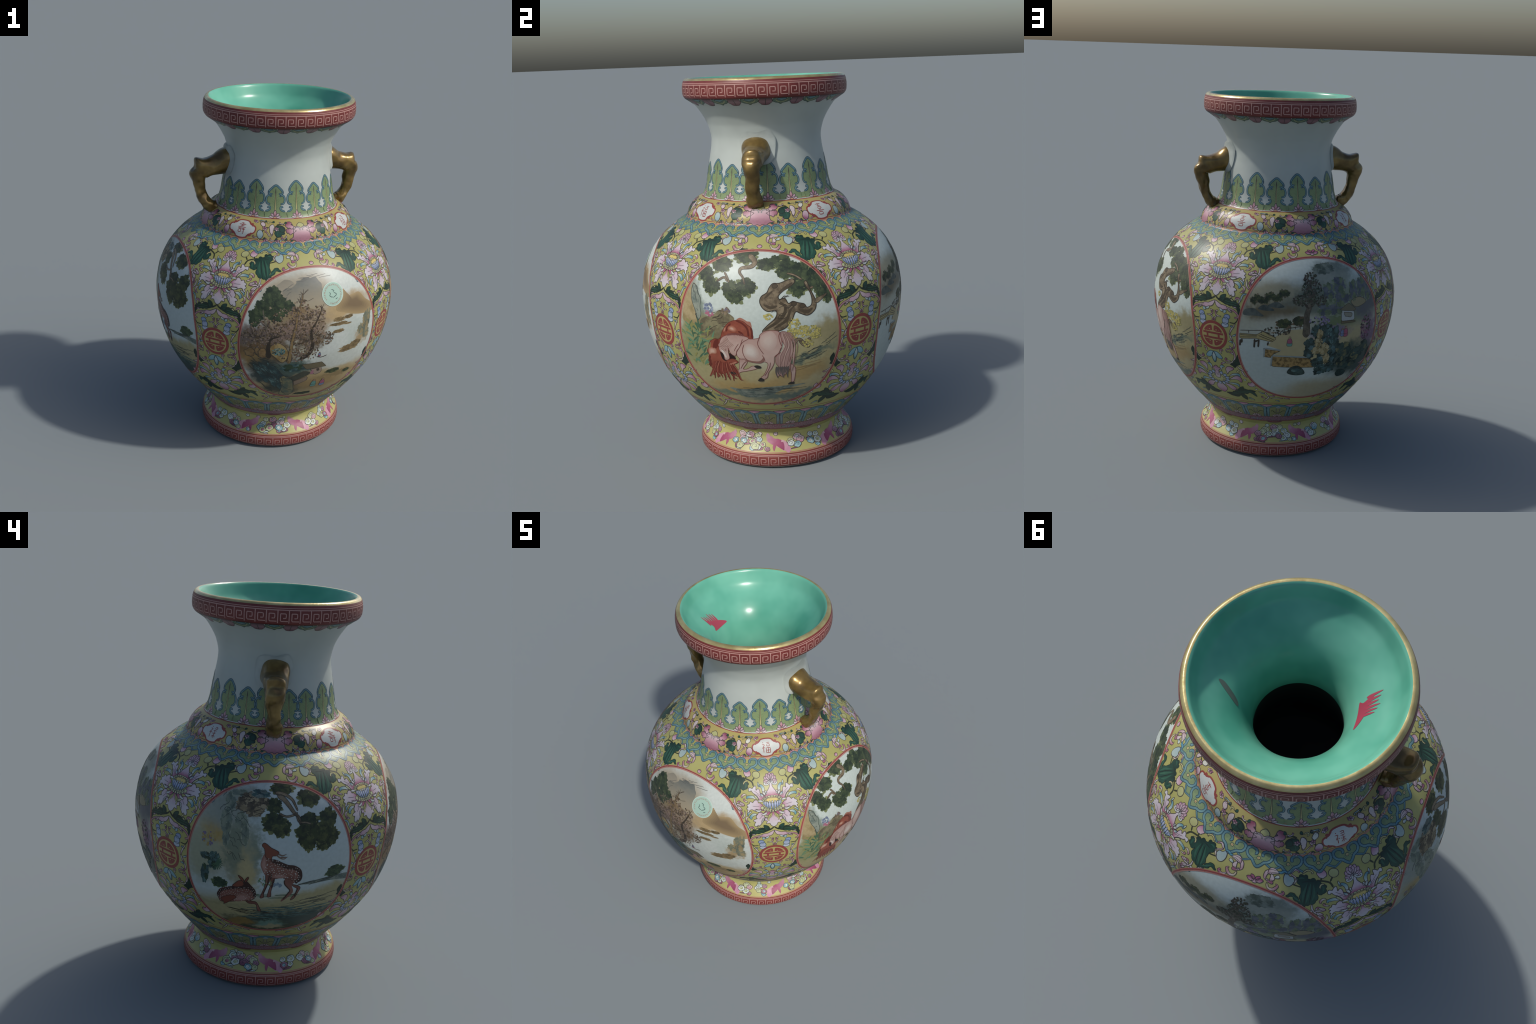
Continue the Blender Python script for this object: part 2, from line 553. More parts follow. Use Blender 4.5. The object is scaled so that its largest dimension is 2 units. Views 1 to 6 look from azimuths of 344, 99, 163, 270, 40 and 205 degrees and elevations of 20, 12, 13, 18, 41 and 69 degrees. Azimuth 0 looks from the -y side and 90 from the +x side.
# rings of painted line round the vase
def ring_line(name, z, w, mat, level=0, wobble=.0, arc=None):
    s = s_of(z)
    n = 240
    th = np.linspace(0, 2 * math.pi, n, endpoint=False)
    V, N = [], []
    rows = max(4, int(w / .0035) + 3)
    hi = EPS_H + level * .0004
    for k in range(rows):
        dw = k / (rows - 1) - .5
        ss = s + dw * w + wobble * np.sin(th * 7 + 1) * .5 + wobble * np.sin(th * 17) * .3
        P, Q = surf(th, ss, np.full(n, -.0003 if k in (0, rows - 1) else hi)); V.append(P); N.append(Q)
    F = [(a * n + i, a * n + (i + 1) % n, (a + 1) * n + (i + 1) % n, (a + 1) * n + i) for a in range(rows - 1) for i in range(n)]
    return put(name, make_mesh(name, np.vstack(V), F, np.vstack(N), [mat], [0] * len(F)), None, VASE)


LINEP = flat("salmon_line", "b5786a", .15)
for z, w in ((1.3935, .006), (1.4015, .004)):
    ring_line("neck_line", z, w, RED if w > .005 else REDL)
for z, w in ((1.2885, .010), (1.2975, .0045)):
    ring_line("collar_line", z, w, LINEP if w > .005 else RED)
ring_line("rim_line", 1.976, .004, PALEL)
ring_line("foot_line", .0865, .006, LINEP)
ring_line("foot_line", .0745, .005, PALEL)
DOTTED = speckle("dotted_rose_band", "7a5466", "a3808a", 190, .42, .58)
sb0, sb1 = s_of(.207), s_of(.246)
ring_line("dotted_band", .2265, sb1 - sb0, DOTTED, 1)
ring_line("band_line", .2475, .004, REDL, 2)
ring_line("band_line", .2065, .004, RED, 2)

# ------------------------------------------------------------------ key fret (rim and foot)
KEY = [[(.24, .68), (.24, .14), (.9, .14)], [(.24, .68), (.74, .68), (.74, .36), (.47, .36)], [(0, .0), (0, .95)], [(0, .93), (1, .93)]]


def fret(name, z0, z1, count, phase, lw):
    s0, s1 = s_of(z0), s_of(z1)
    zm = .5 * (z0 + z1)
    pitch = 2 * math.pi / count
    R = float(r_of(s_of(zm)))
    sp = Spot(phase, arc=s0, unit=1.)
    pc = Piece(sp)
    for path in KEY:
        p = [(x * pitch * R, y * (s1 - s0)) for x, y in path]
        pc.ribbon(resample(p, .004), lw, PALEL, 1, end=False)
    MADE.clear()
    o = pc.done(name, (0, 0), (0, s1 - s0))
    repeat([o], [pitch * i for i in range(1, count)])


fret("key_fret", 1.908, 1.972, 51, math.radians(3.65), .0046)
fret("foot_key_fret", .016, .072, 51, math.radians(2.1), .0038)

# ------------------------------------------------------------------ under the rim: petals and cloud heads
PURPL = enamel("rim_petal", [(0, "6e4a50"), (.5, "96707a"), (1, "7b4a56")])
RIMG = flat("rim_green", "5f7a68", .2)
RIMY = flat("rim_cloud_yellow", "a7a877", .2)
MADE.clear()
sp = Spot(math.radians(9.4), 1.897, .1)
pc = Piece(sp)
pc.shape(blade([(0, .02), (0, -.28), (0, -.56)], .66, .45, tipw=.7, basew=.95), PURPL, INK, 0)
pc.ribbon([(0, 0), (0, -.55)], .035, INK, 2)
pc.done("rim_petal", (0, 0), (0, -.56))
pc = Piece(Spot(math.radians(9.4 + 11.25), 1.897, .1))
c = cr([(-.40, .02), (-.44, -.2), (-.28, -.36), (-.1, -.42), (0, -.52), (.1, -.42), (.28, -.36), (.44, -.2), (.40, .02)], 50)
pc.shape(c, RIMG, INKG, 0)
pc.shape(cr([(-.2, .01), (-.25, -.1), (-.1, -.16), (0, -.22), (.1, -.16), (.25, -.1), (.2, .01)], 30), TEALB, INKG, 1)
pc.ribbon(cr([(-.30, -.12), (-.2, -.26), (0, -.36), (.2, -.26), (.30, -.12)], 30), .05, RIMY, 2)
pc.done("rim_cloud_head", (0, 0), (0, -.5))
repeat(MADE[:], [math.radians(22.5) * i for i in range(1, 16)])

# ------------------------------------------------------------------ banana leaves round the neck
TIPS = [-149, -128, -107.9, -87.2, -66.6, -46.2, -26, -8, 8.6, 28.6, 51.4, 72.2, 93.4, 114.5, 136.2, 156.7, 173.5, -165.5]
TALL = [0, 1, 0, 1, 0, 1, 0, 1, 1, 0, 1, 0, 1, 0, 1, 0, 1, 0]


def banana(tall):
    """One stiff leaf with hooked sides, vein, and a lotus at its foot."""
    sp = Spot(0, 1.396, .1)
    H = 1.98 if tall else 1.76
    up = H - 1.76
    cap = [(-0.01,1.80), (0.20,1.65), (0.37,1.46), (0.34,1.32), (0.22,1.31)]
    cap = [(max(0, x) if i else 0., y + up * (1 if i < 2 else .75 if i == 2 else .5)) for i, (x, y) in enumerate(cap)]
    side = [(x, y + up * k) for (x, y), k in zip(((0.25,1.22), (0.40,1.25), (0.50,1.05), (0.46,0.83), (0.33,0.77)), (.45, .45, .3, .1, 0))]
    cup = [(0.42,0.57), (0.35,0.65), (0.27,0.57), (0.35,0.44), (0.54,0.37)]
    edge = cr(cap[:4] + [(side[0][0] - .02, side[0][1] + .04)] + side[1:4] + [(side[4][0], side[4][1] - .03), cup[2], cup[3], (.56, cup[4][1])], 70)
    q = np.vstack([edge, [(.56, .02), (-.56, .02)], (edge * (-1, 1))[::-1]])
    pc = Piece(sp)
    pc.fill(q, GREENF, 0, .008)
    both = np.vstack([(np.array(cap[1:]) * (-1, 1))[::-1], cap])
    pc.ribbon(cr(both, 60), .085, TEALB, 2, line=INKB, lw=.0024)
    for sx in (-1, 1):
        f = lambda pts: [(sx * x, y) for x, y in pts]
        pc.ribbon(spiral(f(cap[2:]), .05, .5, sx * -1), .07, TEALB, 3, line=INKB, lw=.002)
        pc.ribbon(spiral(cr(f(side), 30)[::-1], .045, .5, sx), .075, TEALB, 2, line=INKB, lw=.0022)
        pc.ribbon(spiral(cr(f(side), 30), .045, .5, -sx), .075, TEALB, 3, line=INKB, lw=.0022)
        pc.ribbon(cr(f(cup), 30), .08, TEALB, 3, line=INKB, lw=.0022)
    pc.ribbon([(0, .3), (0, H - .12)], lambda t: .075 * (1 - t) + .01, SEPAL, 1, line=INK, lw=.0018)
    for k in range(7):
        y = .5 + k * (H - .75) / 7
        for sx in (-1, 1):
            pc.ribbon([(sx * .03, y), (sx * .2, y + .17)], .014, flat("leaf_vein", "76894f"), 1)
    leaf = pc.done("banana_leaf", (0, 0), (0, H))
    pc = Piece(sp)
    for a, l, ww in ((-78, .34, .13), (78, .34, .13), (-42, .33, .15), (42, .33, .15), (0, .42, .17)):
        a = math.radians(a)
        pc.shape(blade([(0, .03), (-math.sin(a) * l * .5, .03 + math.cos(a) * l * .5), (-math.sin(a) * l, .03 + math.cos(a) * l)], ww, .5), PINKD if a else ROSE, INK, 2, .002, .006)
    pc.shape(ellipse((0, .03), .1, .04), flat("salmon_seed", "c99a78"), INK, 3, .0016)
    pc.done("lotus_foot", (0, 0), (0, .45), leaf)


for kind in (0, 1):
    MADE.clear()
    banana(kind)
    base = MADE[:]
    which = [math.radians(a) for a, t in zip(TIPS, TALL) if t == kind]
    repeat(base, which[1:])
    R = Matrix.Rotation(which[0], 4, "Z")
    for o in base:                                   # the first one is turned into place too
        WORLD[o.name] = R @ WORLD[o.name]
    for o in base:
        if o.parent != VASE:
            o.matrix_parent_inverse = WORLD[o.parent.name].inverted()
        o.matrix_basis = WORLD[o.name]
gb = ring_line("leaf_band", 1.411, .034, GREENF, -0.75)

# ------------------------------------------------------------------ ruyi border on the shoulder
MADE.clear()
sp = Spot(math.radians(2.6), 1.268, .1)
pc = Piece(sp)
dia = [(.66, .16), (.98, -.10), (.66, -.30), (.34, -.10)]
pc.fill(np.array(dia), GREENF, 0)
pc.ribbon([(.12, -.02), (.66, -.33), (1.2, -.02)], .075, TEALB, 0, line=INKB, lw=.0018)
o1 = pc.done("ruyi_link", (.66, -.3), (.66, .2))
pc = Piece(sp)
head = [(-.19, .10), (-.12, .18), (-.17, .30), (-.36, .36), (-.53, .25), (-.53, .06), (-.42, -.07), (-.27, -.12), (-.15, -.26), (0, -.38)]
head = head + [(-x, y) for x, y in head[:-1]][::-1]
q = cr(head, 80)
pc.fill(np.array([p for p in q if p[1] < .22 or abs(p[0]) > .3]), GREENF, 1, .012)
hk = [(-.20, .18), (-.12, .22), (-.15, .33)]
pc.ribbon(q, .115, TEALB, 2, line=INKB, lw=.0024)
pc.shape(ellipse((0, .0), .075, .065, 16), SEPAL, INK, 3, .0018)
pc.shape(ellipse((0, .0), .028, .024, 10), LINEP, None, 4)
pc.done("ruyi_head", (0, -.42), (0, .36))
repeat(MADE[:], [math.radians(15) * i for i in range(1, 24)])

# ------------------------------------------------------------------ lappets above the foot
MADE.clear()
LAPG = flat("lappet_olive", "8b8f5c", .2)
sp = Spot(math.radians(10.8 - 7.5), .249, .1)
pc = Piece(sp)
w0, w1 = .52, .64
pan = cr([(-w0, .0), (-.58, .6), (-w1, 1.12), (-.3, 1.33), (0, 1.40), (.3, 1.33), (w1, 1.12), (.58, .6), (w0, .0)], 60)
pc.shape(pan, TEALB, INKB, 0, .0028, .02)
pan2 = cr([(-.40, .0), (-.44, .55), (-.46, 1.02), (-.2, 1.16), (0, 1.10), (.2, 1.16), (.46, 1.02), (.44, .55), (.40, .0)], 60)
pc.shape(pan2, LAPG, INKB, 1, .002, .02)
for sx in (-1, 1):
    pc.ribbon(spiral([(0, .34), (sx * .15, .55), (sx * .27, .74)], .07, .9, -sx), .035, INKG, 2)
    pc.ribbon(spiral([(0, .45), (sx * .1, .7), (sx * .06, .9)], .06, .8, -sx), .03, flat("violet_line", "5d5670"), 2)
for a in (-65, -32, 0, 32, 65):
    a = math.radians(a)
    pc.shape(blade([(0, .03), (-math.sin(a) * .15, .03 + math.cos(a) * .15), (-math.sin(a) * .3, .03 + math.cos(a) * .3)], .13, .5), ROSEB, INK, 3, .0018)
pc.shape(cr([(-.14, 1.07), (-.06, 1.2), (0, 1.26), (.06, 1.2), (.14, 1.07), (0, 1.0)], 24), flat("lappet_grey", "8fa0a4"), None, 2)
pc.done("lappet", (0, 0), (0, 1.3))
pc = Piece(Spot(math.radians(10.8), .249, .1))
pc.shape(cr([(-.34, 1.36), (0, 1.14), (.34, 1.36), (0, 1.42)], 24), ROSEB, INK, 1, .002)
pc.done("lappet_petal", (0, 1.1), (0, 1.4))
repeat(MADE[:], [math.radians(15) * i for i in range(1, 24)])
ring_line("lappet_line", .3695, .005, REDL, 1)

# grey reserves in the dotted band
GREYR = flat("grey_reserve", "7d8492", .2)
MADE.clear()
pc = Piece(Spot(TURN + math.radians(45 + 15), .2265, .1))
pc.shape(blade([(-.34, 0), (0, 0), (.34, 0)], .30, .5, basew=.5, tipw=.6), GREYR, INK, 3, .002)
pc.done("band_reserve", (0, -.1), (0, .1))
pc = Piece(Spot(TURN + math.radians(45 + 30), .205, .1))
pc.shape(cr([(-.45, .03), (-.3, -.12), (0, -.16), (.3, -.12), (.45, .03)], 30), flat("rose_bracket", "8a4a5a", .2), INK, 2, .002)
pc.done("band_bracket", (0, -.1), (0, .1))
repeat(MADE[:], [math.radians(45) * i for i in range(1, 8)])


# ------------------------------------------------------------------ collar: cartouches, peonies, leaves, buds
def strokes(pc, segs, c, sc, w, mat, level):
    for s in segs:
        p = np.array([(c[0] + x * sc[0], c[1] + y * sc[1]) for x, y in s])
        pc.ribbon(resample(p, .03), w, mat, level)


FU = [[(-.36, .5), (-.3, .4)], [(-.48, .28), (-.14, .28), (-.46, -.12)], [(-.29, .08), (-.29, -.5)], [(-.2, .04), (-.1, -.08)], [(.02, .46), (.5, .46)],
      [(.1, .32), (.42, .32), (.42, .12), (.1, .12), (.1, .32)], [(.02, -.02), (.5, -.02), (.5, -.5), (.02, -.5), (.02, -.02)], [(.26, -.02), (.26, -.5)], [(.02, -.26), (.5, -.26)]]
SHOU = [[(-.26, .5), (.26, .5)], [(0, .58), (0, .18)], [(-.46, .36), (.46, .36)], [(-.3, .24), (.3, .24)], [(-.55, .1), (.55, .1)], [(-.4, -.1), (-.05, -.1), (-.05, -.36), (-.4, -.36), (-.4, -.1)],
        [(.05, -.12), (.5, -.12)], [(.3, .04), (.3, -.5), (.18, -.44)], [(.12, -.24), (.2, -.32)], [(-.5, -.02), (.4, -.02)]]
XI = [[(-.35, .48), (.35, .48)], [(0, .6), (0, .3)], [(-.25, .32), (.25, .32)], [(-.25, .2), (.25, .2), (.22, .04), (-.22, .04), (-.25, .2)], [(-.12, 0), (-.06, -.1)], [(.12, 0), (.06, -.1)],
      [(-.55, -.14), (.55, -.14)], [(-.28, -.26), (.28, -.26), (.24, -.48), (-.24, -.48), (-.28, -.26)]]
LU = FU[:4] + [[(.05, .45), (.42, .45), (.4, .2)], [(.05, .3), (.4, .3)], [(0, .14), (.5, .14)], [(.25, .14), (.25, -.5), (.15, -.44)], [(.05, -.05), (.15, -.15)], [(.45, -.02), (.3, -.16)], [(.02, -.42), (.2, -.25)], [(.3, -.22), (.5, -.42)]]
for k, ch in enumerate((XI, LU, SHOU, FU)):
    sp = Spot(TURN + Q90 * k + math.radians(44.8), 1.343, .1)
    pc = Piece(sp)
    W, H = .78, .51
    o = []
    for i in range(96):
        a = 2 * math.pi * i / 96
        q = abs(math.sin(2 * a)) ** 5
        f = 1 - .20 * q
        o.append((W * f * math.cos(a) * (1.0 + .0 * q), H * f * math.sin(a)))
    pc.shape(np.array(o), WHITEC, RED, 1, .006, .01)
    for sx in (-1, 1):
        for sy in (-1, 1):
            c = (sx * .50, sy * .32)
            pc.shape(ellipse(c, .09, .06, 12), RED, None, 3)
            pc.shape(ellipse((sx * .36, sy * .38), .05, .045, 10), RED, None, 3)
            pc.shape(ellipse((sx * .58, sy * .22), .05, .05, 10), RED, None, 3)
    strokes(pc, ch, (-.02, 0), (.46, .60), .038, RED, 3)
    pc.done("character_cartouche", (0, -.5), (0, .5))

MADE.clear()
sp = Spot(TURN + math.radians(.6), 1.345, .1)
# peony
P0 = [((-.30, .16), (-.62, .30), (-.52, .58), .42), ((.30, .16), (.62, .30), (.52, .58), .42), ((-.3, .0), (-.6, -.02), (-.86, .02), .40), ((.3, 0), (.6, -.02), (.86, .02), .40)]
pc = Piece(sp)
pc.shape(blade([(0, .12), (0, .3), (0, .5)], .40, .5, basew=.5), LIMEB, INK, 1)
peony = pc.done("peony", (0, 0), (0, .5))
for a, b, c, w in P0:
    pc = Piece(sp)
    pc.shape(blade([a, b, c], w, .6, lobes=3, depth=.5, tipw=.6), PEONYP, INK, 2)
    pc.done("peony_petal", a, c, peony)
pc = Piece(sp)
body = cr([(-.42, .20), (-.15, .24), (0, .16), (.15, .24), (.42, .20), (.46, -.1), (.52, -.36), (.72, -.46), (.45, -.5), (.3, -.62), (.12, -.56), (0, -.64), (-.12, -.56), (-.3, -.62), (-.45, -.5), (-.72, -.46), (-.52, -.36), (-.46, -.1)], 90, True)
pc.shape(body, PEONYP, INK, 3, grid=.01)
for sx in (-1, 1):
    pc.ribbon(spiral([(sx * .34, .19), (sx * .15, .18), (sx * .06, .08)], .06, .6, sx), .035, WHITEC, 5, line=INK, lw=.0014)
pc.done("peony_petal", (0, .2), (0, -.65), peony)
for mir in (False, True):
    pc = Piece(sp, mir)
    # dark leaf with a folded pale half, buds on a forked stem, curls
    pc.ribbon(cr([(0.84,0.35), (1.09,0.40), (1.31,0.33)], 20), .10, STEM, 0)
    pc.shape(blade([(1.06,0.31), (1.21,0.02), (1.40,-0.35)], .62, .5, lobes=3, depth=.35), LEAFD, INKG, 1, grid=.01)
    pc.shape(blade([(1.00,0.28), (1.04,0.09), (1.20,-0.01)], .3, .5), LEAFD, INKG, 1)
    pc.ribbon(cr([(1.18,0.25), (1.30,-0.03), (1.38,-0.27)], 12), .03, LEAFM, 3)
    pc.shape(blade([(1.48,0.37), (1.63,0.07), (1.67,-0.25)], .26, .4, lobes=2), WPINK, INK, 2)
    pc.done("collar_leaf", (1.2, .4), (1.9, -.5))
    pc = Piece(sp, mir)
    pc.ribbon(cr([(1.73,0.18), (1.99,0.12), (2.12,-0.03), (2.22,-0.17)], 20), .08, STEM, 0)
    pc.ribbon(cr([(1.94,0.13), (2.00,0.25)], 6), .08, STEM, 0)
    pc.shape(ellipse((2.30,-0.23), .17, .24, 24, .3), PINKD if not mir else GREYG, INK, 2)
    pc.shape(blade([(2.03,0.20), (2.02,0.35), (1.97,0.54)], .26, .5), TEALC if not mir else PINKD, INK, 2)
    pc.done("collar_bud", (2.31,-0.04), (2.29,-0.38))
    for pts, r, sg, mt in (([(2.42,-0.41), (2.66,-0.43)], .07, 1, WHITEP), ([(1.58,-0.16), (1.77,-0.31), (1.93,-0.07)], .06, -1, WHITEP), ([(0.89,-0.23), (0.88,-0.35), (1.05,-0.43)], .10, 1, WPINK), ([(1.76,0.59), (2.08,0.61)], .06, -1, TEALC)):
        pc = Piece(sp, mir)
        pc.ribbon(spiral(pts, r, .8, sg), .055, mt, 1, line=INK, lw=.0018)
        pc.done("collar_scroll", pts[0], pts[-1])
# small fillers between the larger flowers
RF = random.Random(21)
for mir in (False, True):
    for x, y, kind in ((.98, .46, 0), (1.12, -.52, 1), (1.34, .10, 2), (1.62, .50, 1), (1.66, -.50, 0), (1.98, .10, 2), (2.02, .52, 0), (2.30, -.50, 1), (2.36, .52, 2), (1.40, -.56, 2), (2.02, -.54, 2), (.80, -.56, 0)):
        pc = Piece(sp, mir)
        if kind == 2:
            for a in range(5):
                b = 2 * math.pi * a / 5 + x
                pc.shape(ellipse((x + .075 * math.cos(b), y + .06 * math.sin(b)), .062, .05, 10, b), PEONYP if a % 2 else ROSEB, INK, 1 + a % 2, .0016, .006)
        else:
            sg = 1 if kind else -1
            pc.ribbon(spiral([(x - .12, y), (x, y + .05 * sg), (x + .10, y)], .06, .8, -sg), .055, (WPINK, TEALC, SEPAL)[RF.randrange(3)], 1, line=INK, lw=.0018)
            pc.shape(blade([(x - .14, y - .02), (x - .22, y + .05), (x - .26, y + .12)], .10, .5), LEAFD, INKG, 1, .0016, .006)
        pc.done("collar_filler", (x, y - .1), (x, y + .1))
repeat(MADE[:], [Q90 * i for i in range(1, 4)])

# ------------------------------------------------------------------ the flower panels between the roundels
MADE.clear()
SQ = Spot(math.radians(47.0), arc=s_of(1.1245), unit=.1)   # centre of the upper lotus cup


def piece(name, fn, base, tip, mirror=True, parent=None, spot=None):
    for mir in ((False, True) if mirror else (False,)):
        pc = Piece(spot or SQ, mir)
        fn(pc, mir)
        pc.done(name, base, tip, parent)


def curl(pts, r, sg, mt, w=.075, turns=.85, mirror=True, name="scroll", spot=None, lv=1):
    piece(name, lambda pc, m: pc.ribbon(spiral(pts, r, turns, sg), lambda t: w * (.45 + .75 * math.sin(math.pi * min(1, t * 1.1)) ** .6), mt, lv, line=INK, lw=.0021), pts[0], pts[-1], mirror, None, spot)


# upper lotus: cup
pc = Piece(SQ)
for i in range(11):
    a = math.pi * (i / 10)
    pc.shape(ellipse((.50 * math.cos(a), .12 + .20 * math.sin(a)), .085, .075, 14), BEAD, INK, 2, .0018)
pc.shape(ellipse((0, .14), .34, .17, 30), GOLDD, INK, 3, .002)
lotus = pc.done("lotus_flower", (0, -.3), (0, .4))
for i in range(9):
    x = -.56 + 1.12 * i / 8
    y = -.16 - .34 * math.sqrt(max(0, 1 - (x / .62) ** 2)) * .82
    piece("sepal", lambda pc, m: pc.shape(ellipse((x, y), .105, .10, 16), BEAD, INK, 2, .0019), (x, y - .1), (x, y + .1), False, lotus)
for i in range(9):
    t = (i - 4) / 4
    x = .44 * math.sin(t * 1.35) / math.sin(1.35)
    dy = .30 * math.cos(t * 1.3)
    piece("cup_petal", lambda pc, m: pc.shape(blade([(x * .92, -.02 - dy * 1.0 - .04), (x, -.02 - dy * .5), (x * 1.03, .10 - .04 * abs(t))], .13, .6, tipw=.7, basew=.55), BLUEP, INKB, 3 + (i % 2), .0018), (x * .92, -.06 - dy), (x, .1), False, lotus)
# upper lotus: top petal and crest
piece("petal", lambda pc, m: pc.shape(cr([(-.36, .30), (-.34, .48), (-.2, .68), (-.08, .88), (-.08, 1.0), (-.2, 1.1), (-.1, 1.2), (0, 1.26), (.1, 1.2), (.2, 1.1), (.08, 1.0), (.08, .88), (.2, .68), (.34, .48), (.36, .30), (0, .24)], 80, True), PINKP, INK, 2), (0, .2), (0, 1.2), False, lotus)
for a, l, y in ((-66, .40, 1.05), (66, .40, 1.05), (-42, .46, 1.10), (42, .46, 1.10), (-20, .50, 1.14), (20, .50, 1.14), (0, .50, 1.16)):
    b = math.radians(a)
    t_ = (-math.sin(b) * l * 1.02, y + math.cos(b) * l)
    piece("crest_petal", lambda pc, m: pc.shape(blade([(0, y), (-math.sin(b) * l * .5, y + math.cos(b) * l * .5), t_], .26, .62, tipw=.5), CREST, INK, 0 if abs(a) > 30 else 1, .002), (0, y - .3), t_, False, lotus)
for sx in (-1, 1):
    piece("scroll", lambda pc, m: pc.ribbon(spiral([(sx * .02, 1.18), (sx * .12, 1.02), (sx * .26, .98)], .09, .8, sx), .085, WHITEC, 3, line=INK, lw=.0019), (0, 1.2), (.3, 1.), False, lotus)
# side petals: frilled
PET = [([(0.39,0.30), (0.50,0.48), (0.62,0.54), (0.64,0.71), (0.73,0.79), (0.83,0.71), (0.82,0.91), (0.90,0.94), (1.04,0.81), (1.17,0.85), (1.26,0.72), (1.19,0.63), (1.09,0.68), (1.04,0.58), (0.91,0.48), (0.80,0.37), (0.72,0.20), (0.64,0.09)], (0.35,0.17), (1.18,0.82)),
       ([(0.49,-0.25), (0.62,-0.03), (0.77,0.02), (0.82,0.16), (0.99,0.14), (1.08,0.03), (1.20,0.08), (1.28,-0.03), (1.42,-0.14), (1.36,-0.22), (1.45,-0.33), (1.38,-0.40), (1.44,-0.55), (1.34,-0.53), (1.27,-0.41), (1.15,-0.37), (0.98,-0.44), (0.78,-0.46), (0.58,-0.44), (0.39,-0.41)], (0.35,-0.30), (1.43,-0.22)),
       ([(0.11,-0.43), (0.34,-0.44), (0.54,-0.58), (0.72,-0.51), (0.89,-0.65), (0.96,-0.83), (0.91,-0.89), (1.06,-0.95), (1.12,-1.05), (1.01,-1.10), (1.08,-1.26), (1.00,-1.38), (0.85,-1.34), (0.72,-1.26), (0.65,-1.12), (0.51,-0.99), (0.30,-0.74), (0.10,-0.54)], (0.17,-0.40), (1.05,-1.33))]
for out_, a_, b_ in PET:
    piece("petal", lambda pc, m: (pc.shape(scallop(cr(out_, 8 * len(out_), True), 8, .07), PINKP, INK, 1, grid=.012), *[pc.ribbon(np.array([np.array(a_) * (1 - f) + np.array(b_) * f + (d_ * .6, d_) for f in (.30, .5, .66)]), .02, INK, 3) for d_ in (-.09, .08)]), a_, b_, True, lotus)
for sp_ in ([(0.49,0.07), (0.63,0.11), (0.81,0.11)], [(0.61,-0.38), (0.78,-0.46), (1.00,-0.39)], [(0.30,-0.52), (0.47,-0.64), (0.68,-0.67)]):
    piece("petal_fold", lambda pc, m: pc.ribbon(cr(sp_, 20), lambda t: .10 * math.sin(math.pi * t) + .015, WHITEC, 4, line=INK, lw=.0018), sp_[0], sp_[-1], True, lotus)
piece("petal", lambda pc, m: pc.shape(cr([(-.08, -.45), (-.1, -.75), (-.26, -.9), (-.46, -.86), (-.5, -1.02), (-.36, -1.06), (-.42, -1.22), (-.24, -1.2), (-.16, -1.34), (0, -1.44), (.16, -1.34), (.24, -1.2), (.42, -1.22), (.36, -1.06), (.5, -1.02), (.46, -.86), (.26, -.9), (.1, -.75), (.08, -.45)], 110, True), PINKP, INK, 2), (0, -.42), (0, -1.42), False, lotus)
for sx in (-1, 1):
    pts = [(sx * .06, -.55), (sx * .14, -.8), (sx * .3, -.92)]
    piece("scroll", lambda pc, m: pc.ribbon(spiral(pts, .07, .8, -sx), .06, SEPAL, 4, line=INK, lw=.0016), pts[0], pts[-1], False, lotus)
# teal curls between the petals
for a, r, sg in (([(0.45,0.56), (0.44,0.81), (0.54,0.96)], .09, -1), ([(0.85,0.23), (1.08,0.34), (1.33,0.33)], .09, -1), ([(0.90,-0.63), (1.10,-0.66), (1.25,-0.79)], .10, -1), ([(-0.47,0.33), (-0.58,0.49)], .05, 1)):
    curl(a, r, sg, TEALC, .13, .5, name="teal_curl")
for a, r, sg, mt in (([(1.38,0.40), (1.49,0.47), (1.66,0.36)], .06, -1, WHITEP), ([(1.33,-0.81), (1.48,-0.83), (1.53,-0.99)], .08, -1, WHITEP), ([(1.29,-1.76), (1.41,-1.51), (1.49,-1.26), (1.64,-1.18)], .05, -1, TEALC),
                     ([(1.32,-1.72), (1.38,-1.51), (1.25,-1.43)], .09, 1, WPINK), ([(2.03,0.28), (2.08,-0.04), (1.92,-0.33), (1.72,-0.57)], .09, 1, WPINK), ([(2.05,-0.12), (1.83,-0.14), (1.65,-0.16)], .08, -1, WPINK),
                     ([(1.96,-0.09), (1.89,0.02)], .10, 1, WPINK), ([(1.94,-0.40), (1.79,-0.71)], .07, 1, WPINK), ([(2.07,-0.20), (2.23,-0.38)], .05, -1, TEALC)):
    curl(a, r, sg, mt, .085)
# branch, buds and the big leaf
piece("stem", lambda pc, m: (pc.ribbon(cr([(0.95,0.92), (1.01,1.16), (1.19,1.28), (1.52,1.39)], 30), .11, STEM, 0), pc.ribbon(cr([(1.00,1.21), (0.83,1.43)], 6), .09, STEM, 0), pc.ribbon(cr([(1.36,1.32), (1.26,1.51)], 6), .09, STEM, 0), pc.ribbon(cr([(2.18,1.13), (2.40,1.21), (2.57,1.29)], 12), .09, STEM, 0)), (0.95,0.92), (1.52,1.39))
piece("bud", lambda pc, m: pc.shape(ellipse((0.74,1.57), .21, .20, 24), LIMEB, INK, 1), (0.83,1.43), (0.66,1.76))
piece("bud", lambda pc, m: pc.shape(blade([(1.29,1.46), (1.21,1.65), (1.12,1.86)], .40, .45, basew=.5, tipw=.4), ROSEB, INK, 1), (1.29,1.46), (1.12,1.86))
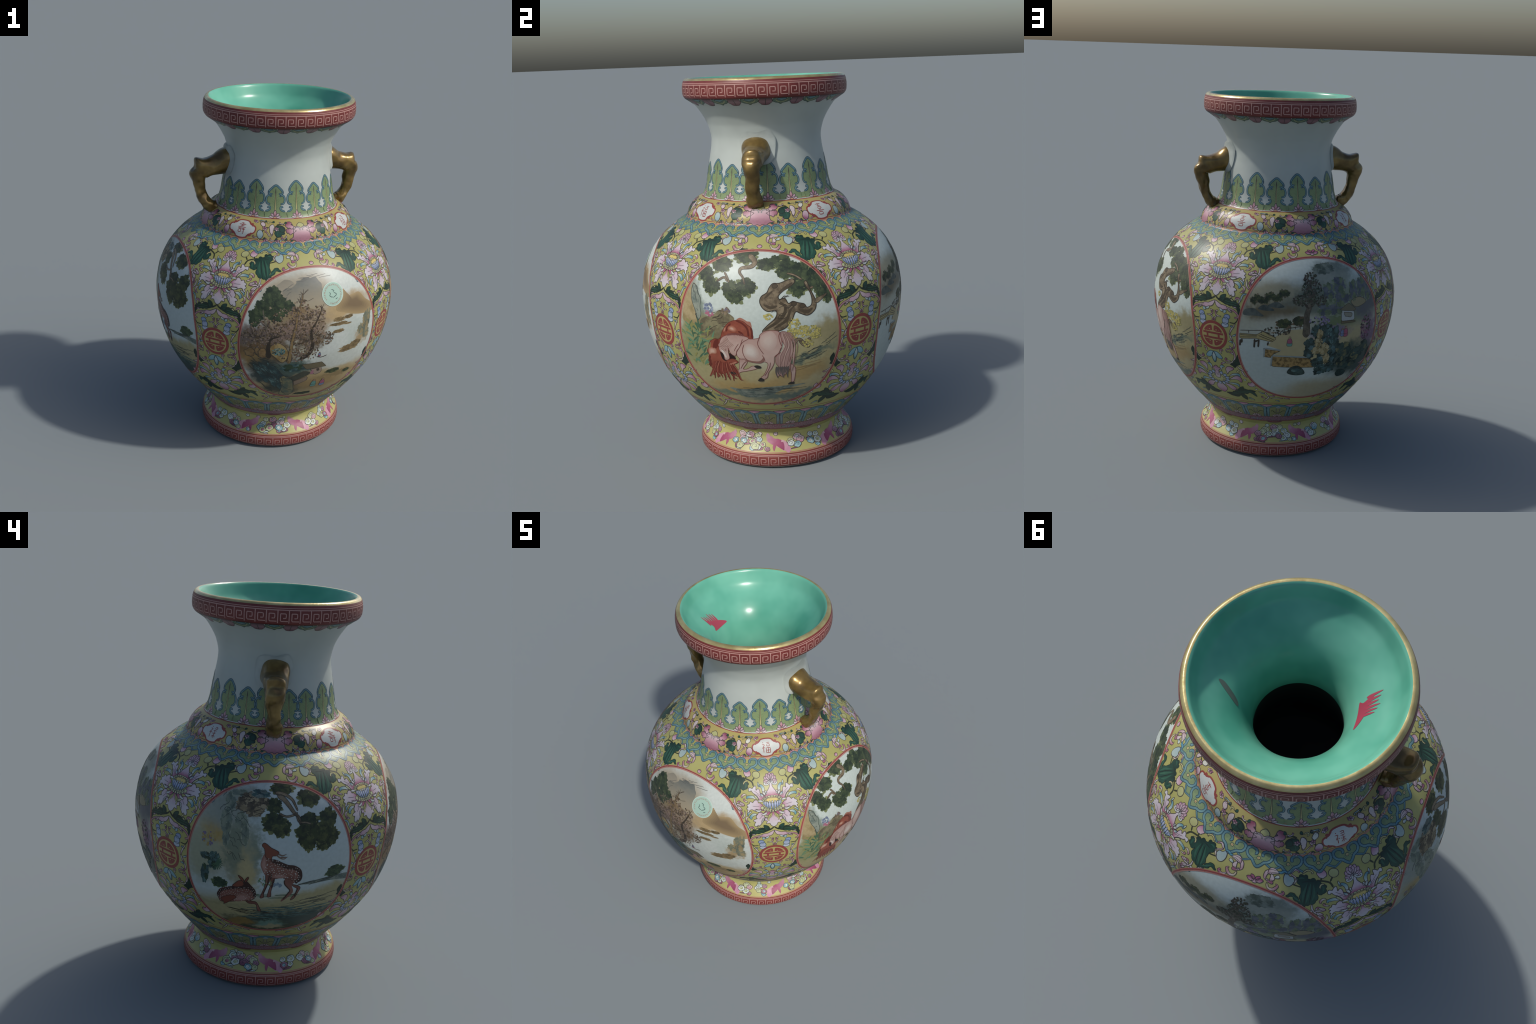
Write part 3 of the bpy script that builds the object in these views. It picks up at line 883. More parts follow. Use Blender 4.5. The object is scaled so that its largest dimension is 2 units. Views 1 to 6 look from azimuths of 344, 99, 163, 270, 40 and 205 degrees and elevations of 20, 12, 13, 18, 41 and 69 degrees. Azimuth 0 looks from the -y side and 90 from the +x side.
LEAFO = [(1.51,1.40), (1.64,1.50), (1.84,1.48), (1.80,1.61), (1.92,1.69), (2.12,1.65), (2.27,1.54), (2.31,1.32), (2.23,1.19), (2.29,0.94), (2.44,0.66), (2.45,0.47), (2.52,0.66), (2.57,0.81), (2.72,0.88), (2.94,0.74), (2.93,0.65), (2.76,0.70), (2.68,0.54), (2.56,0.34), (2.42,0.20), (2.35,0.18), (2.20,0.24), (2.04,0.27), (1.81,0.40), (1.68,0.65), (1.65,0.89), (1.62,0.72), (1.44,0.71), (1.26,0.89), (1.23,1.07), (1.38,1.26)]
piece("leaf", lambda pc, m: (pc.shape(scallop(cr(LEAFO, 6 * len(LEAFO), True), 8, .10), LEAFD, INKG, 1, .0022, .012),
      *[pc.ribbon(cr(v_, 16), lambda t: .07 * math.sin(math.pi * t) + .01, LEAFM, 3) for v_ in ([(1.78,1.29), (2.01,0.84), (2.28,0.32)], [(1.69,1.23), (1.79,0.79), (1.99,0.43)], [(1.92,1.30), (2.22,0.82), (2.39,0.37)], [(2.43,0.41), (2.59,0.58), (2.73,0.79)], [(1.96,1.50), (2.04,1.57), (2.19,1.51)], [(1.45,1.19), (1.34,1.03), (1.43,0.80)])],
      *[pc.ribbon(cr(v_, 16), lambda t: .03 * math.sin(math.pi * t) + .008, INKG, 4) for v_ in ([(1.71,1.33), (1.91,0.80), (2.16,0.27)], [(1.85,1.34), (2.13,0.81), (2.37,0.25)], [(1.60,1.37), (1.85,1.39), (2.12,1.36)])]), (1.52,1.39), (2.35,0.19))
curl([(1.23,1.16), (1.38,1.18), (1.49,1.05)], .04, -1, SEPAL, .06, name="leaf_edge", lv=4)
# gourd with its leaf
piece("gourd", lambda pc, m: (pc.shape(cr([(2.54,1.26), (2.40,1.42), (2.40,1.59), (2.53,1.62), (2.58,1.74), (2.72,1.67), (2.84,1.46), (2.86,1.25), (2.73,1.16)], 50, True), GREYG, INK, 2), pc.ribbon(spiral([(2.52,1.26), (2.28,1.51), (2.43,1.69)], .06, .4, 1), .07, WHITEP, 1, line=INK, lw=.0018), pc.ribbon(spiral([(2.59,1.72), (2.64,1.82), (2.86,1.72)], .06, .6, 1), .085, TEALS, 3, line=INKB, lw=.0018)), (2.71,1.15), (2.55,1.76))
curl([(1.97,1.74), (1.73,1.88), (1.57,1.81)], .07, 1, SEPAL, .06)
curl([(2.45,1.74), (2.23,1.91), (2.10,1.88)], .06, 1, WPINK, .07)
# scrolls over each roundel
ST = Spot(math.radians(47.0), arc=s_of(1.1245), unit=.1)
for a, r, sg, mt in (([(2.86,1.72), (3.15,1.75), (3.45,1.65), (3.64,1.43)], .10, -1, WPINK), ([(3.64,1.34), (3.49,1.23)], .09, -1, WPINK), ([(3.61,1.20), (3.66,0.97), (3.45,0.93), (3.20,1.11)], .06, -1, WHITEP), ([(3.39,0.91), (3.26,0.73), (3.06,0.80)], .07, -1, WPINK)):
    curl(a, r, sg, mt, .10)
for sp_, w, mt in (([(0.35,0.40), (0.42,0.54), (0.50,0.64)], .12, WHITEC), ([(0.29,0.45), (0.30,0.60), (0.33,0.67)], .10, WHITEC), ([(0.75,0.18), (0.89,0.34), (0.96,0.46)], .12, BEAD), ([(1.01,-0.45), (0.89,-0.42), (0.84,-0.36)], .12, BEAD), ([(0.52,-0.69), (0.39,-0.79), (0.29,-0.72)], .14, BEAD),
                   ([(0.49,-0.85), (0.59,-0.98), (0.67,-1.19)], .10, WHITEC), ([(2.91,1.70), (3.14,1.76), (3.43,1.60)], .24, WPINK), ([(3.27,1.63), (3.30,1.44), (3.47,1.30)], .16, WPINK), ([(2.98,1.60), (3.04,1.53), (3.22,1.46)], .13, TEALC), ([(1.96,-0.21), (1.85,-0.33), (1.69,-0.42)], .18, WPINK),
                   ([(2.09,-0.08), (2.20,-0.15), (2.27,-0.32)], .16, TEALC), ([(1.82,0.01), (1.66,-0.08), (1.54,-0.17)], .16, WPINK), ([(1.04,-1.91), (1.16,-1.93), (1.27,-1.96)], .08, WPINK), ([(0.30,-2.05), (0.40,-2.14), (0.56,-2.19)], .12, TEALC), ([(0.78,-2.02), (0.87,-2.12), (1.03,-2.21)], .10, WPINK)):
    piece("leaflet", lambda pc, m: pc.shape(blade(sp_, w, .5, tipw=.4), mt, INK, 2, .002), sp_[0], sp_[-1])
for a, r, sg, mt in (([(1.17,-0.47), (1.40,-0.63)], .06, -1, TEALC), ([(1.56,-0.43), (1.59,-0.72), (1.72,-0.90)], .05, 1, WHITEP), ([(1.33,0.05), (1.53,0.11)], .07, 1, WHITEP), ([(0.69,1.17), (0.67,0.93)], .05, -1, TEALC), ([(0.76,-1.51), (0.90,-1.38)], .05, 1, SEPAL), ([(1.08,-1.62), (0.92,-1.56)], .05, -1, SEPAL), ([(2.36,0.05), (2.48,0.25), (2.67,0.34)], .05, -1, WHITEP), ([(1.31,-1.12), (1.50,-1.10)], .05, 1, WPINK), ([(1.17,-3.02), (1.02,-2.93)], .05, 1, TEALC), ([(0.24,-2.17), (0.12,-2.26)], .05, -1, WPINK)):
    curl(a, r, sg, mt, .075)
# leaf fork below the flower
piece("fork_leaf", lambda pc, m: (pc.ribbon(cr([(0, -1.46), (0.17,-1.59), (0.34,-1.67)], 14), .09, STEM, 1), pc.shape(blade([(0.17,-1.59), (0.58,-1.68), (1.02,-1.77), (1.42,-1.87)], .50, .55, lobes=5, depth=.35, right=.55, tipw=.3), LEAFB, INKG, 1), pc.shape(blade([(0.42,-1.70), (0.40,-1.52), (0.57,-1.31)], .28, .5), LEAFD, INKG, 2), pc.ribbon(spiral([(0.46,-1.66), (0.33,-1.60)], .09, .6, -1), .06, LEAFB, 2), pc.shape(blade([(1.02,-1.73), (1.36,-2.02), (1.42,-2.46)], .16, .4), LEAFB, INKG, 1), *[pc.ribbon(cr([(0.38,-1.67), (0.79,-1.72), (1.26,-1.78)], 20)[4:] + (0, dy), .02, LEAFM, 3) for dy in (-.05, .06)]), (0.17,-1.59), (1.42,-1.87))
piece("fork_underleaf", lambda pc, m: (pc.shape(blade([(0.01,-1.69), (0.29,-1.90), (0.70,-1.99), (1.06,-2.13)], .34, .45, lobes=3, depth=.45, left=.5), PINKD, INK, 2), pc.ribbon(spiral([(0.69,-1.96), (1.14,-2.12), (1.38,-2.35), (1.29,-2.47)], .07, .6, -1), .09, WHITEP, 3, line=INK, lw=.0018), pc.shape(ellipse((0.60,-2.19), .1, .1, 14), TEALC, INK, 2, .0018)), (0.01,-1.69), (1.06,-2.13))
piece("blue_bud", lambda pc, m: (pc.ribbon(cr([(1.40,-2.46), (1.21,-2.75), (0.90,-2.75)], 16), .075, STEM, 0), pc.shape(ellipse((0.76,-2.46), .17, .13, 20), BLUEB, INKB, 1), pc.shape(ellipse((0.66,-2.92), .20, .13, 20), BLUEB, INKB, 1), pc.shape(ellipse((0.68,-2.68), .18, .19, 22), BLUEB, INKB, 2)), (0.66,-3.01), (0.78,-2.35))
curl([(0.43,-2.49), (0.22,-2.48), (0.10,-2.39)], .09, -1, WHITEP, .06)
curl([(0.18,-2.47), (0.03,-2.65)], .07, 1, WPINK, .06)
# small scrolls running down beside the roundel
for a, r, sg, mt in (([(1.23,-2.78), (1.01,-3.12), (0.90,-3.37)], .04, 1, WHITEP), ([(0.90,-3.37), (0.96,-3.56), (1.03,-3.71)], .05, 1, WPINK), ([(1.01,-3.51), (1.23,-3.40)], .04, 1, TEALC), ([(0.83,-3.82), (0.99,-3.80)], .06, -1, TEALC), ([(1.03,-3.75), (1.14,-3.94), (1.12,-4.14)], .07, -1, WPINK), ([(0.85,-4.06), (0.96,-4.25)], .05, 1, WPINK)):
    curl(a, r, sg, mt, .075)

# round longevity mark
SH = Spot(math.radians(46.5), .778, .1)
pc = Piece(SH)
RP = flat("mark_ground", "b5a560", .08)
pc.fill(ellipse((0, 0), .83, .82, 60), RP, 1)
pc.ribbon(ellipse((0, 0), .76, .75, 80)[list(range(80)) + [0]], .155, RED, 2, end=False)
arc = lambda r, a, b, n=16: [(r * math.cos(math.radians(t)), r * math.sin(math.radians(t))) for t in np.linspace(a, b, n)]
for sx in (-1, 1):
    pc.ribbon([(0, sx * .135), (.60, sx * .135)], .115, RED, 2, end=False)
    pc.ribbon([(0, sx * .135), (-.60, sx * .135)], .115, RED, 2, end=False)
    pc.ribbon([(sx * .34, -.16), (sx * .34, .16)], .115, RED, 2, end=False)
    for sy in (-1, 1):
        pc.ribbon(resample([(sx * x, sy * y) for x, y in arc(.545, 24, 78)] + [(sx * .10, sy * .27)], .03), .115, RED, 2, end=False)
        pc.ribbon(resample([(sx * .10, sy * .40), (sx * .26, sy * .40), (sx * .30, sy * .30)], .03), .085, RED, 2, end=False)
        pc.ribbon(resample([(sx * .16, sy * .27), (sx * .46, sy * .27), (sx * .36, sy * .36)], .03), .075, RED, 2, end=False)
pc.done("longevity_mark", (0, -.8), (0, .8))

# lower flower
SR = Spot(math.radians(46.0), arc=s_of(.527), unit=.1)
L2 = lambda *a, **k: piece(*a, spot=SR, **k)
L2("tulip", lambda pc, m: (pc.shape(blade([(0.00,1.67), (0.15,1.57), (0.33,1.40), (0.50,1.32)], .28, .55, tipw=.3), TEALS, INKB, 1), pc.shape(blade([(0.00,1.67), (-0.01,1.33), (-0.02,0.98)], .24, .5), TEALC, INKB, 2)), (0.00,1.67), (-0.02,0.98))
for a, r, sg, mt in (([(0.40,1.22), (0.68,1.08), (1.03,1.15), (1.23,1.52), (1.13,1.92), (0.87,1.95)], .13, 1, WHITEP), ([(0.97,1.22), (0.74,1.22)], .10, -1, WPINK), ([(1.19,1.64), (1.04,1.78)], .05, 1, WPINK), ([(0.48,1.60), (0.42,1.75)], .10, -1, WHITEP), ([(1.23,0.96), (1.50,0.74), (1.73,0.64)], .05, 1, WHITEP), ([(1.46,0.74), (1.58,0.38), (1.74,0.26)], .02, 1, WPINK), ([(1.42,0.73), (1.25,0.61)], .07, 1, SEPAL), ([(-0.65,1.09), (-0.40,0.98)], .06, -1, WPINK)):
    curl(a, r, sg, mt, .08, spot=SR)
L2("dark_sprig", lambda pc, m: (pc.shape(blade([(1.40,1.67), (1.40,1.37), (1.17,1.08), (0.90,0.99)], .34, .5, lobes=3, depth=.3), LEAFB, INKG, 2), pc.shape(blade([(1.22,1.18), (1.33,1.15), (1.51,1.09)], .2, .5), LEAFB, INKG, 2), pc.shape(blade([(1.14,1.12), (1.12,0.99), (1.14,0.82)], .2, .5), LEAFB, INKG, 2)), (1.40,1.67), (1.15,0.91))
pc = Piece(SR)
pc.shape(ellipse((0, -.06), .46, .32, 40), SEPAL, INK, 2)
low = pc.done("lower_flower", (0, -.4), (0, .4))
for i in range(14):
    a = 2 * math.pi * (i + .5) / 14
    x, y = .56 * math.cos(a), -.06 + .40 * math.sin(a)
    L2("seed_petal", lambda pc, m: pc.shape(ellipse((x, y), .12, .09, 14, a), BLUEB, INKB, 3, .0018), (x, y - .1), (x, y + .1), mirror=False, parent=low)
for i in range(12):
    a = 2 * math.pi * i / 12
    x, y = .36 * math.cos(a), -.08 + .24 * math.sin(a)
    L2("seed", lambda pc, m: pc.shape(ellipse((x, y), .06, .05, 10), SEPAL, INK, 3, .0016), (x, y - .05), (x, y + .05), mirror=False, parent=low)
L2("petal", lambda pc, m: pc.shape(cr([(-.12, -.05), (-.16, .2), (-.12, .45), (-.28, .62), (-.14, .66), (0, .78), (.14, .66), (.28, .62), (.12, .45), (.16, .2), (.12, -.05)], 60, True), PINKD, INK, 4), (0, -.05), (0, .78), mirror=False, parent=low)
L2("petal", lambda pc, m: pc.shape(blade([(0, -.4), (.0, -.8), (.02, -1.26)], .62, .55, tipw=.45), PINKD, INK, 1), (0, -.4), (0, -1.2), mirror=False, parent=low)
for sp_, w in (([(0.62,0.30), (0.73,0.65), (1.06,0.76)], .30), ([(0.66,-0.07), (1.00,0.09), (1.23,0.09), (1.33,-0.18)], .30), ([(0.21,-0.44), (0.53,-0.58), (0.72,-0.76), (0.92,-0.89)], .34)):
    L2("petal", lambda pc, m: pc.shape(blade(sp_, w, .6, tipw=.5), PINKD, INK, 1), sp_[0], sp_[-1], parent=low)
for sp_, w in (([(0.66,0.12), (0.93,0.32), (1.25,0.37), (1.29,0.24)], .16), ([(0.39,-0.39), (0.76,-0.35), (1.05,-0.39), (1.10,-0.58)], .16), ([(0.29,0.46), (0.33,0.75), (0.52,0.80)], .16)):
    L2("teal_curl", lambda pc, m: pc.shape(blade(sp_, w, .6, tipw=.5), TEALC, INK, 2, .002), sp_[0], sp_[-1], parent=low)
L2("low_leaf", lambda pc, m: (pc.shape(blade([(0.17,-1.27), (0.65,-1.30), (1.21,-0.94), (1.95,-0.81)], .52, .55, lobes=5, depth=.4), LEAFB, INKG, 1), pc.shape(blade([(0.83,-1.20), (1.14,-0.78), (1.33,-0.51)], .24, .5), LEAFB, INKG, 1), pc.shape(blade([(1.08,-1.14), (1.17,-1.36), (1.27,-1.67)], .3, .5), LEAFB, INKG, 1), pc.shape(blade([(1.39,-0.84), (1.73,-0.96), (1.90,-1.29)], .2, .5), LEAFD, INKG, 2), *[pc.ribbon(cr([(0.49,-1.29), (1.11,-1.02), (1.76,-0.84)], 14) + (0, d), .022, LEAFM, 3) for d in (-.05, .06)]), (0.17,-1.27), (1.95,-0.81))
L2("small_bud", lambda pc, m: (pc.shape(cr([(1.63,-0.28), (1.71,-0.12), (1.81,-0.16), (1.94,-0.02), (2.05,-0.15), (1.98,-0.39), (1.75,-0.43)], 30, True), PINKD, INK, 1), pc.shape(ellipse((1.98,-0.39), .05, .04, 10), WHITEC, INK, 2, .0016)), (1.98,-0.39), (1.71,-0.12))
for p in ((1.55,0.04), (2.03,-0.62)):
    L2("dot", lambda pc, m: pc.shape(ellipse(p, .075, .055, 14), WHITEC, INK, 1, .0018), (p[0], p[1] - .05), (p[0], p[1] + .05))
for a, r, sg, mt in (([(2.10,-0.79), (2.27,-0.95)], .06, 1, TEALC), ([(2.10,-1.73), (2.52,-1.29), (2.42,-0.93), (2.67,-0.79)], .05, -1, WHITEP), ([(2.34,-1.42), (2.18,-1.32)], .07, -1, PINKD), ([(2.49,-1.23), (2.84,-1.15)], .08, 1, PINKD), ([(2.60,-1.40), (2.94,-1.33), (3.22,-1.39)], .05, 1, WHITEP), ([(2.82,-1.53), (2.98,-1.60)], .05, -1, TEALC), ([(3.32,-1.39), (3.58,-1.41)], .05, -1, PINKD), ([(1.69,-1.65), (1.48,-1.47)], .06, 1, TEALC)):
    curl(a, r, sg, mt, .07, spot=SR)

QUADRANT = MADE[:]
repeat(QUADRANT, [Q90 * i for i in range(1, 4)])

# little pink drop over every roundel
for k in range(4):
    pc = Piece(Spot(TURN + Q90 * k + math.radians(1.4), 1.2085, .1))
    pc.shape(ellipse((0, 0), .12, .10, 18), ROSEB, INK, 1)
    if k == 1:
        for sx in (-1, 1):
            pc.shape(blade([(sx * .05, 0), (sx * .2, .06), (sx * .36, .1)], .2, .5), ROSEB, INK, 2)
            pc.shape(blade([(sx * .03, .05), (sx * .1, .15), (sx * .2, .25)], .16, .5), ROSEB, INK, 2)
    pc.done("pink_drop", (0, -.1), (0, .1))

# ------------------------------------------------------------------ foot: clouds and bats
CLOUDS = [enamel("cloud_blue", [(0, "9fc3c6"), (.5, "6fa6b2"), (1, "cfdad6")], mottle=.15), enamel("cloud_rose", [(0, "9a566c"), (.5, "c08a96"), (1, "d6c4c2")], mottle=.15),
          enamel("cloud_white", [(0, "c9d6cf"), (.5, "d6dcd4"), (1, "b9cfc8")], mottle=.1), enamel("cloud_green", [(0, "b5c08a"), (1, "c6cda4")], mottle=.15), enamel("cloud_mauve", [(0, "8a4f66"), (.6, "b07f92"), (1, "cfb9bd")], mottle=.15)]


def cloud(pc, c, r, k, lv):
    o = []
    ph = k * 1.7
    for i in range(40):
        a = 2 * math.pi * i / 40
        f = .86 + .14 * abs(math.sin(2.5 * a + ph))
        o.append((c[0] + r * 1.18 * f * math.cos(a), c[1] + r * f * math.sin(a)))
    m = CLOUDS[k % 5]
    pc.shape(np.array(o), m, INK, lv, .002, .012)
    pc.shape(ellipse(c, r * .55, r * .45, 18), CLOUDS[(k * 3 + 2) % 5] if k % 2 else m, None, lv + 1)
    pc.ribbon(spiral([(c[0] + r * .75, c[1] - r * .15), (c[0] + r * .5, c[1] + r * .45), (c[0], c[1] + r * .55)], r * .5, .9, 1), .024, INK, lv + 2)


BAT = enamel("bat_rose", [(0, "8f345a"), (.5, "ad5578"), (1, "c594a6")], noise=(4, .5))
BATF = enamel("bat_fringe", [(0, "c98aa4"), (1, "d6c6b4")], noise=(6, .4))
R5 = random.Random(5)
for k in range(8):
    th = math.radians(8.9 + 45 * k)
    sp = Spot(th, .128, .092)
    sg = 1 if k % 2 else -1
    pc = Piece(sp, sg < 0)
    pc.shape(blade([(.05, -.25), (-.25, -.1), (-.55, -.38), (-.62, -.62)], .55, .45, lobes=3, depth=.3, tipw=.4), BATF, None, 1)
    pc.shape(blade([(.1, .1), (-.15, -.1), (-.35, -.45)], .42, .4, tipw=.35), BAT, None, 2)
    pc.shape(blade([(.0, .12), (.28, .08), (.5, .3), (.55, .55)], .42, .4, lobes=3, depth=.3), BAT, None, 3)
    pc.shape(ellipse((.02, .05), .2, .17, 20), BAT, None, 4)
    pc.shape(blade([(.1, 0), (.2, -.25), (.22, -.5)], .18, .4), BAT, None, 2)
    pc.done("bat", (-.5, -.5), (.5, .5))
    for dx, dy, n_ in ((-1.05, .0, 5), (1.05, -.08, 5), (1.8, .2, 3)):
        pc = Piece(sp, sg < 0)
        bx, by = dx + R5.uniform(-.1, .1), dy + R5.uniform(-.06, .06)
        # tail of the cloud
        t0 = [(bx - .1, by - .1), (bx + .25 * sg, by - .28), (bx - .12, by - .36), (bx + .32, by - .44)]
        pc.ribbon(cr(t0, 24), lambda t: .12 * (1 - t) + .03, CLOUDS[R5.randrange(5)], 0, line=INK, lw=.0018)
        for i in range(n_):
            a = 2 * math.pi * i / n_ + R5.random()
            rr = R5.uniform(.15, .22)
            cloud(pc, (bx + .30 * math.cos(a), max(-.42, min(.42, by + .23 * math.sin(a)))), rr, R5.randrange(10), 1 + 3 * i)
        pc.done("cloud", (bx, by - .3), (bx, by + .3))
    for i in range(2):
        pc = Piece(sp)
        x = R5.uniform(-1.5, 1.5)
        cloud(pc, (x, -.38), .14, R5.randrange(10), 1)
        cloud(pc, (x + .5, .50), .11, R5.randrange(10), 1)
        pc.done("cloudlet", (x, -.5), (x, -.2))

# ------------------------------------------------------------------ picture roundels
BLOBG = bpy.data.node_groups.new("soft_patch", "ShaderNodeTree")


def build_blob_group():
    g = BLOBG
    for nm, ty in (("P", "NodeSocketVector"), ("Centre", "NodeSocketVector"), ("Radius", "NodeSocketVector"), ("Turn", "NodeSocketFloat"), ("Soft", "NodeSocketFloat"), ("Rag", "NodeSocketFloat"), ("Grain", "NodeSocketFloat"), ("Amount", "NodeSocketFloat")):
        g.interface.new_socket(nm, in_out="INPUT", socket_type=ty)
    g.interface.new_socket("Mask", in_out="OUTPUT", socket_type="NodeSocketFloat")
    N, L = g.nodes, g.links
    gi, go = N.new("NodeGroupInput"), N.new("NodeGroupOutput")
    nz = N.new("ShaderNodeTexNoise"); nz.inputs["Detail"].default_value = 6; nz.inputs["Roughness"].default_value = .62
    L.new(gi.outputs["P"], nz.inputs["Vector"]); L.new(gi.outputs["Grain"], nz.inputs["Scale"])
    off = N.new("ShaderNodeVectorMath"); off.operation = "SUBTRACT"; off.inputs[1].default_value = (.5, .5, .5)
    L.new(nz.outputs["Color"], off.inputs[0])
    scl = N.new("ShaderNodeVectorMath"); scl.operation = "SCALE"
    L.new(off.outputs[0], scl.inputs[0]); L.new(gi.outputs["Rag"], scl.inputs["Scale"])
    ad = N.new("ShaderNodeVectorMath"); ad.operation = "ADD"
    L.new(gi.outputs["P"], ad.inputs[0]); L.new(scl.outputs[0], ad.inputs[1])
    sb = N.new("ShaderNodeVectorMath"); sb.operation = "SUBTRACT"
    L.new(ad.outputs[0], sb.inputs[0]); L.new(gi.outputs["Centre"], sb.inputs[1])
    rt = N.new("ShaderNodeVectorRotate"); rt.rotation_type = "Z_AXIS"
    L.new(sb.outputs[0], rt.inputs["Vector"]); L.new(gi.outputs["Turn"], rt.inputs["Angle"])
    dv = N.new("ShaderNodeVectorMath"); dv.operation = "DIVIDE"
    L.new(rt.outputs[0], dv.inputs[0]); L.new(gi.outputs["Radius"], dv.inputs[1])
    mu = N.new("ShaderNodeVectorMath"); mu.operation = "MULTIPLY"; mu.inputs[1].default_value = (1, 1, 0)
    L.new(dv.outputs[0], mu.inputs[0])
    ln = N.new("ShaderNodeVectorMath"); ln.operation = "LENGTH"
    L.new(mu.outputs[0], ln.inputs[0])
    hi = N.new("ShaderNodeMath"); hi.operation = "ADD"; hi.inputs[0].default_value = 1
    lo = N.new("ShaderNodeMath"); lo.operation = "SUBTRACT"; lo.inputs[0].default_value = 1
    L.new(gi.outputs["Soft"], hi.inputs[1]); L.new(gi.outputs["Soft"], lo.inputs[1])
    mr = N.new("ShaderNodeMapRange"); mr.interpolation_type = "SMOOTHSTEP"
    L.new(ln.outputs["Value"], mr.inputs["Value"]); L.new(lo.outputs[0], mr.inputs["From Min"]); L.new(hi.outputs[0], mr.inputs["From Max"])
    mr.inputs["To Min"].default_value = 1; mr.inputs["To Max"].default_value = 0
    am = N.new("ShaderNodeMath"); am.operation = "MULTIPLY"
    L.new(mr.outputs[0], am.inputs[0]); L.new(gi.outputs["Amount"], am.inputs[1])
    L.new(am.outputs[0], go.inputs["Mask"])


build_blob_group()
MID_Z = .8045
MID_S = s_of(MID_Z)
UNIT = .42


def picture_mat(name, th0, base, washes):
    """Glazed picture ground: a base tone with soft washes (cx, cy, rx, ry, colour, soft, rag, grain, turn, amount)."""
    m, nt, b = new_mat(name)
    glaze(b, .24, .3)
    N, L = nt.nodes, nt.links
    tc = N.new("ShaderNodeTexCoord"); tc.object = VASE
    rot = N.new("ShaderNodeVectorRotate"); rot.rotation_type = "Z_AXIS"; rot.inputs["Angle"].default_value = -th0
    L.new(tc.outputs["Object"], rot.inputs["Vector"])
    sx = N.new("ShaderNodeSeparateXYZ"); L.new(rot.outputs[0], sx.inputs[0])
    at = N.new("ShaderNodeMath"); at.operation = "ARCTAN2"; L.new(sx.outputs["Y"], at.inputs[0]); L.new(sx.outputs["X"], at.inputs[1])
    fl = N.new("ShaderNodeVectorMath"); fl.operation = "MULTIPLY"; fl.inputs[1].default_value = (1, 1, 0); L.new(rot.outputs[0], fl.inputs[0])
    le = N.new("ShaderNodeVectorMath"); le.operation = "LENGTH"; L.new(fl.outputs[0], le.inputs[0])
    mx = N.new("ShaderNodeMath"); mx.operation = "MULTIPLY"; L.new(at.outputs[0], mx.inputs[0]); L.new(le.outputs["Value"], mx.inputs[1])
    dx = N.new("ShaderNodeMath"); dx.operation = "DIVIDE"; L.new(mx.outputs[0], dx.inputs[0]); dx.inputs[1].default_value = UNIT
    # height -> arc length, as a ramp through the profile
    rp = N.new("ShaderNodeFloatCurve")
    mz = N.new("ShaderNodeMapRange"); L.new(sx.outputs["Z"], mz.inputs[0]); mz.inputs[1].default_value = .35; mz.inputs[2].default_value = 1.25
    L.new(mz.outputs[0], rp.inputs["Value"])
    cv = rp.mapping.curves[0]
    zz = np.linspace(.35, 1.25, 10)
    ss = np.array([s_of(z) for z in zz])
    s0, s1 = ss[0], ss[-1]
    cv.points[0].location = (0, 0); cv.points[-1].location = (1, 1)
    for z, s in list(zip(zz, ss))[1:-1]:
        cv.points.new((z - .35) / .9, (s - s0) / (s1 - s0))
    for p in cv.points:
        p.handle_type = "AUTO"
    rp.mapping.update()
    my = N.new("ShaderNodeMapRange"); L.new(rp.outputs[0], my.inputs[0])
    my.inputs[3].default_value = (s0 - MID_S) / UNIT; my.inputs[4].default_value = (s1 - MID_S) / UNIT
    cb = N.new("ShaderNodeCombineXYZ"); L.new(dx.outputs[0], cb.inputs[0]); L.new(my.outputs[0], cb.inputs[1])
    cur = None
    for w in washes:
        w = list(w) + [None] * (10 - len(w))
        cx, cy, rx, ry, col, soft, rag, grain, turn, amt = w
        g = N.new("ShaderNodeGroup"); g.node_tree = BLOBG
        L.new(cb.outputs[0], g.inputs["P"])
        g.inputs["Centre"].default_value = (cx, cy, 0); g.inputs["Radius"].default_value = (rx, ry, 1)
        g.inputs["Turn"].default_value = -math.radians(turn or 0); g.inputs["Soft"].default_value = .35 if soft is None else soft
        g.inputs["Rag"].default_value = .18 if rag is None else rag; g.inputs["Grain"].default_value = grain or 6.
        g.inputs["Amount"].default_value = 1. if amt is None else amt
        mix = N.new("ShaderNodeMix"); mix.data_type = "RGBA"
        L.new(g.outputs[0], mix.inputs[0])
        if cur is None:
            mix.inputs[6].default_value = lin(base)
        else:
            L.new(cur, mix.inputs[6])
        mix.inputs[7].default_value = lin(col)
        cur = mix.outputs[2]
    # brush grain
    nz = N.new("ShaderNodeTexNoise"); nz.inputs["Scale"].default_value = 26; nz.inputs["Detail"].default_value = 5; L.new(cb.outputs[0], nz.inputs["Vector"])
    hv = N.new("ShaderNodeHueSaturation"); L.new(cur, hv.inputs["Color"])
    ma = N.new("ShaderNodeMath"); ma.operation = "MULTIPLY_ADD"; L.new(nz.outputs["Fac"], ma.inputs[0]); ma.inputs[1].default_value = .3; ma.inputs[2].default_value = .85
    L.new(ma.outputs[0], hv.inputs["Value"])
    L.new(hv.outputs[0], b.inputs["Base Color"])
    return m


FRAMEL = flat("frame_salmon", "b87a6c", .12)


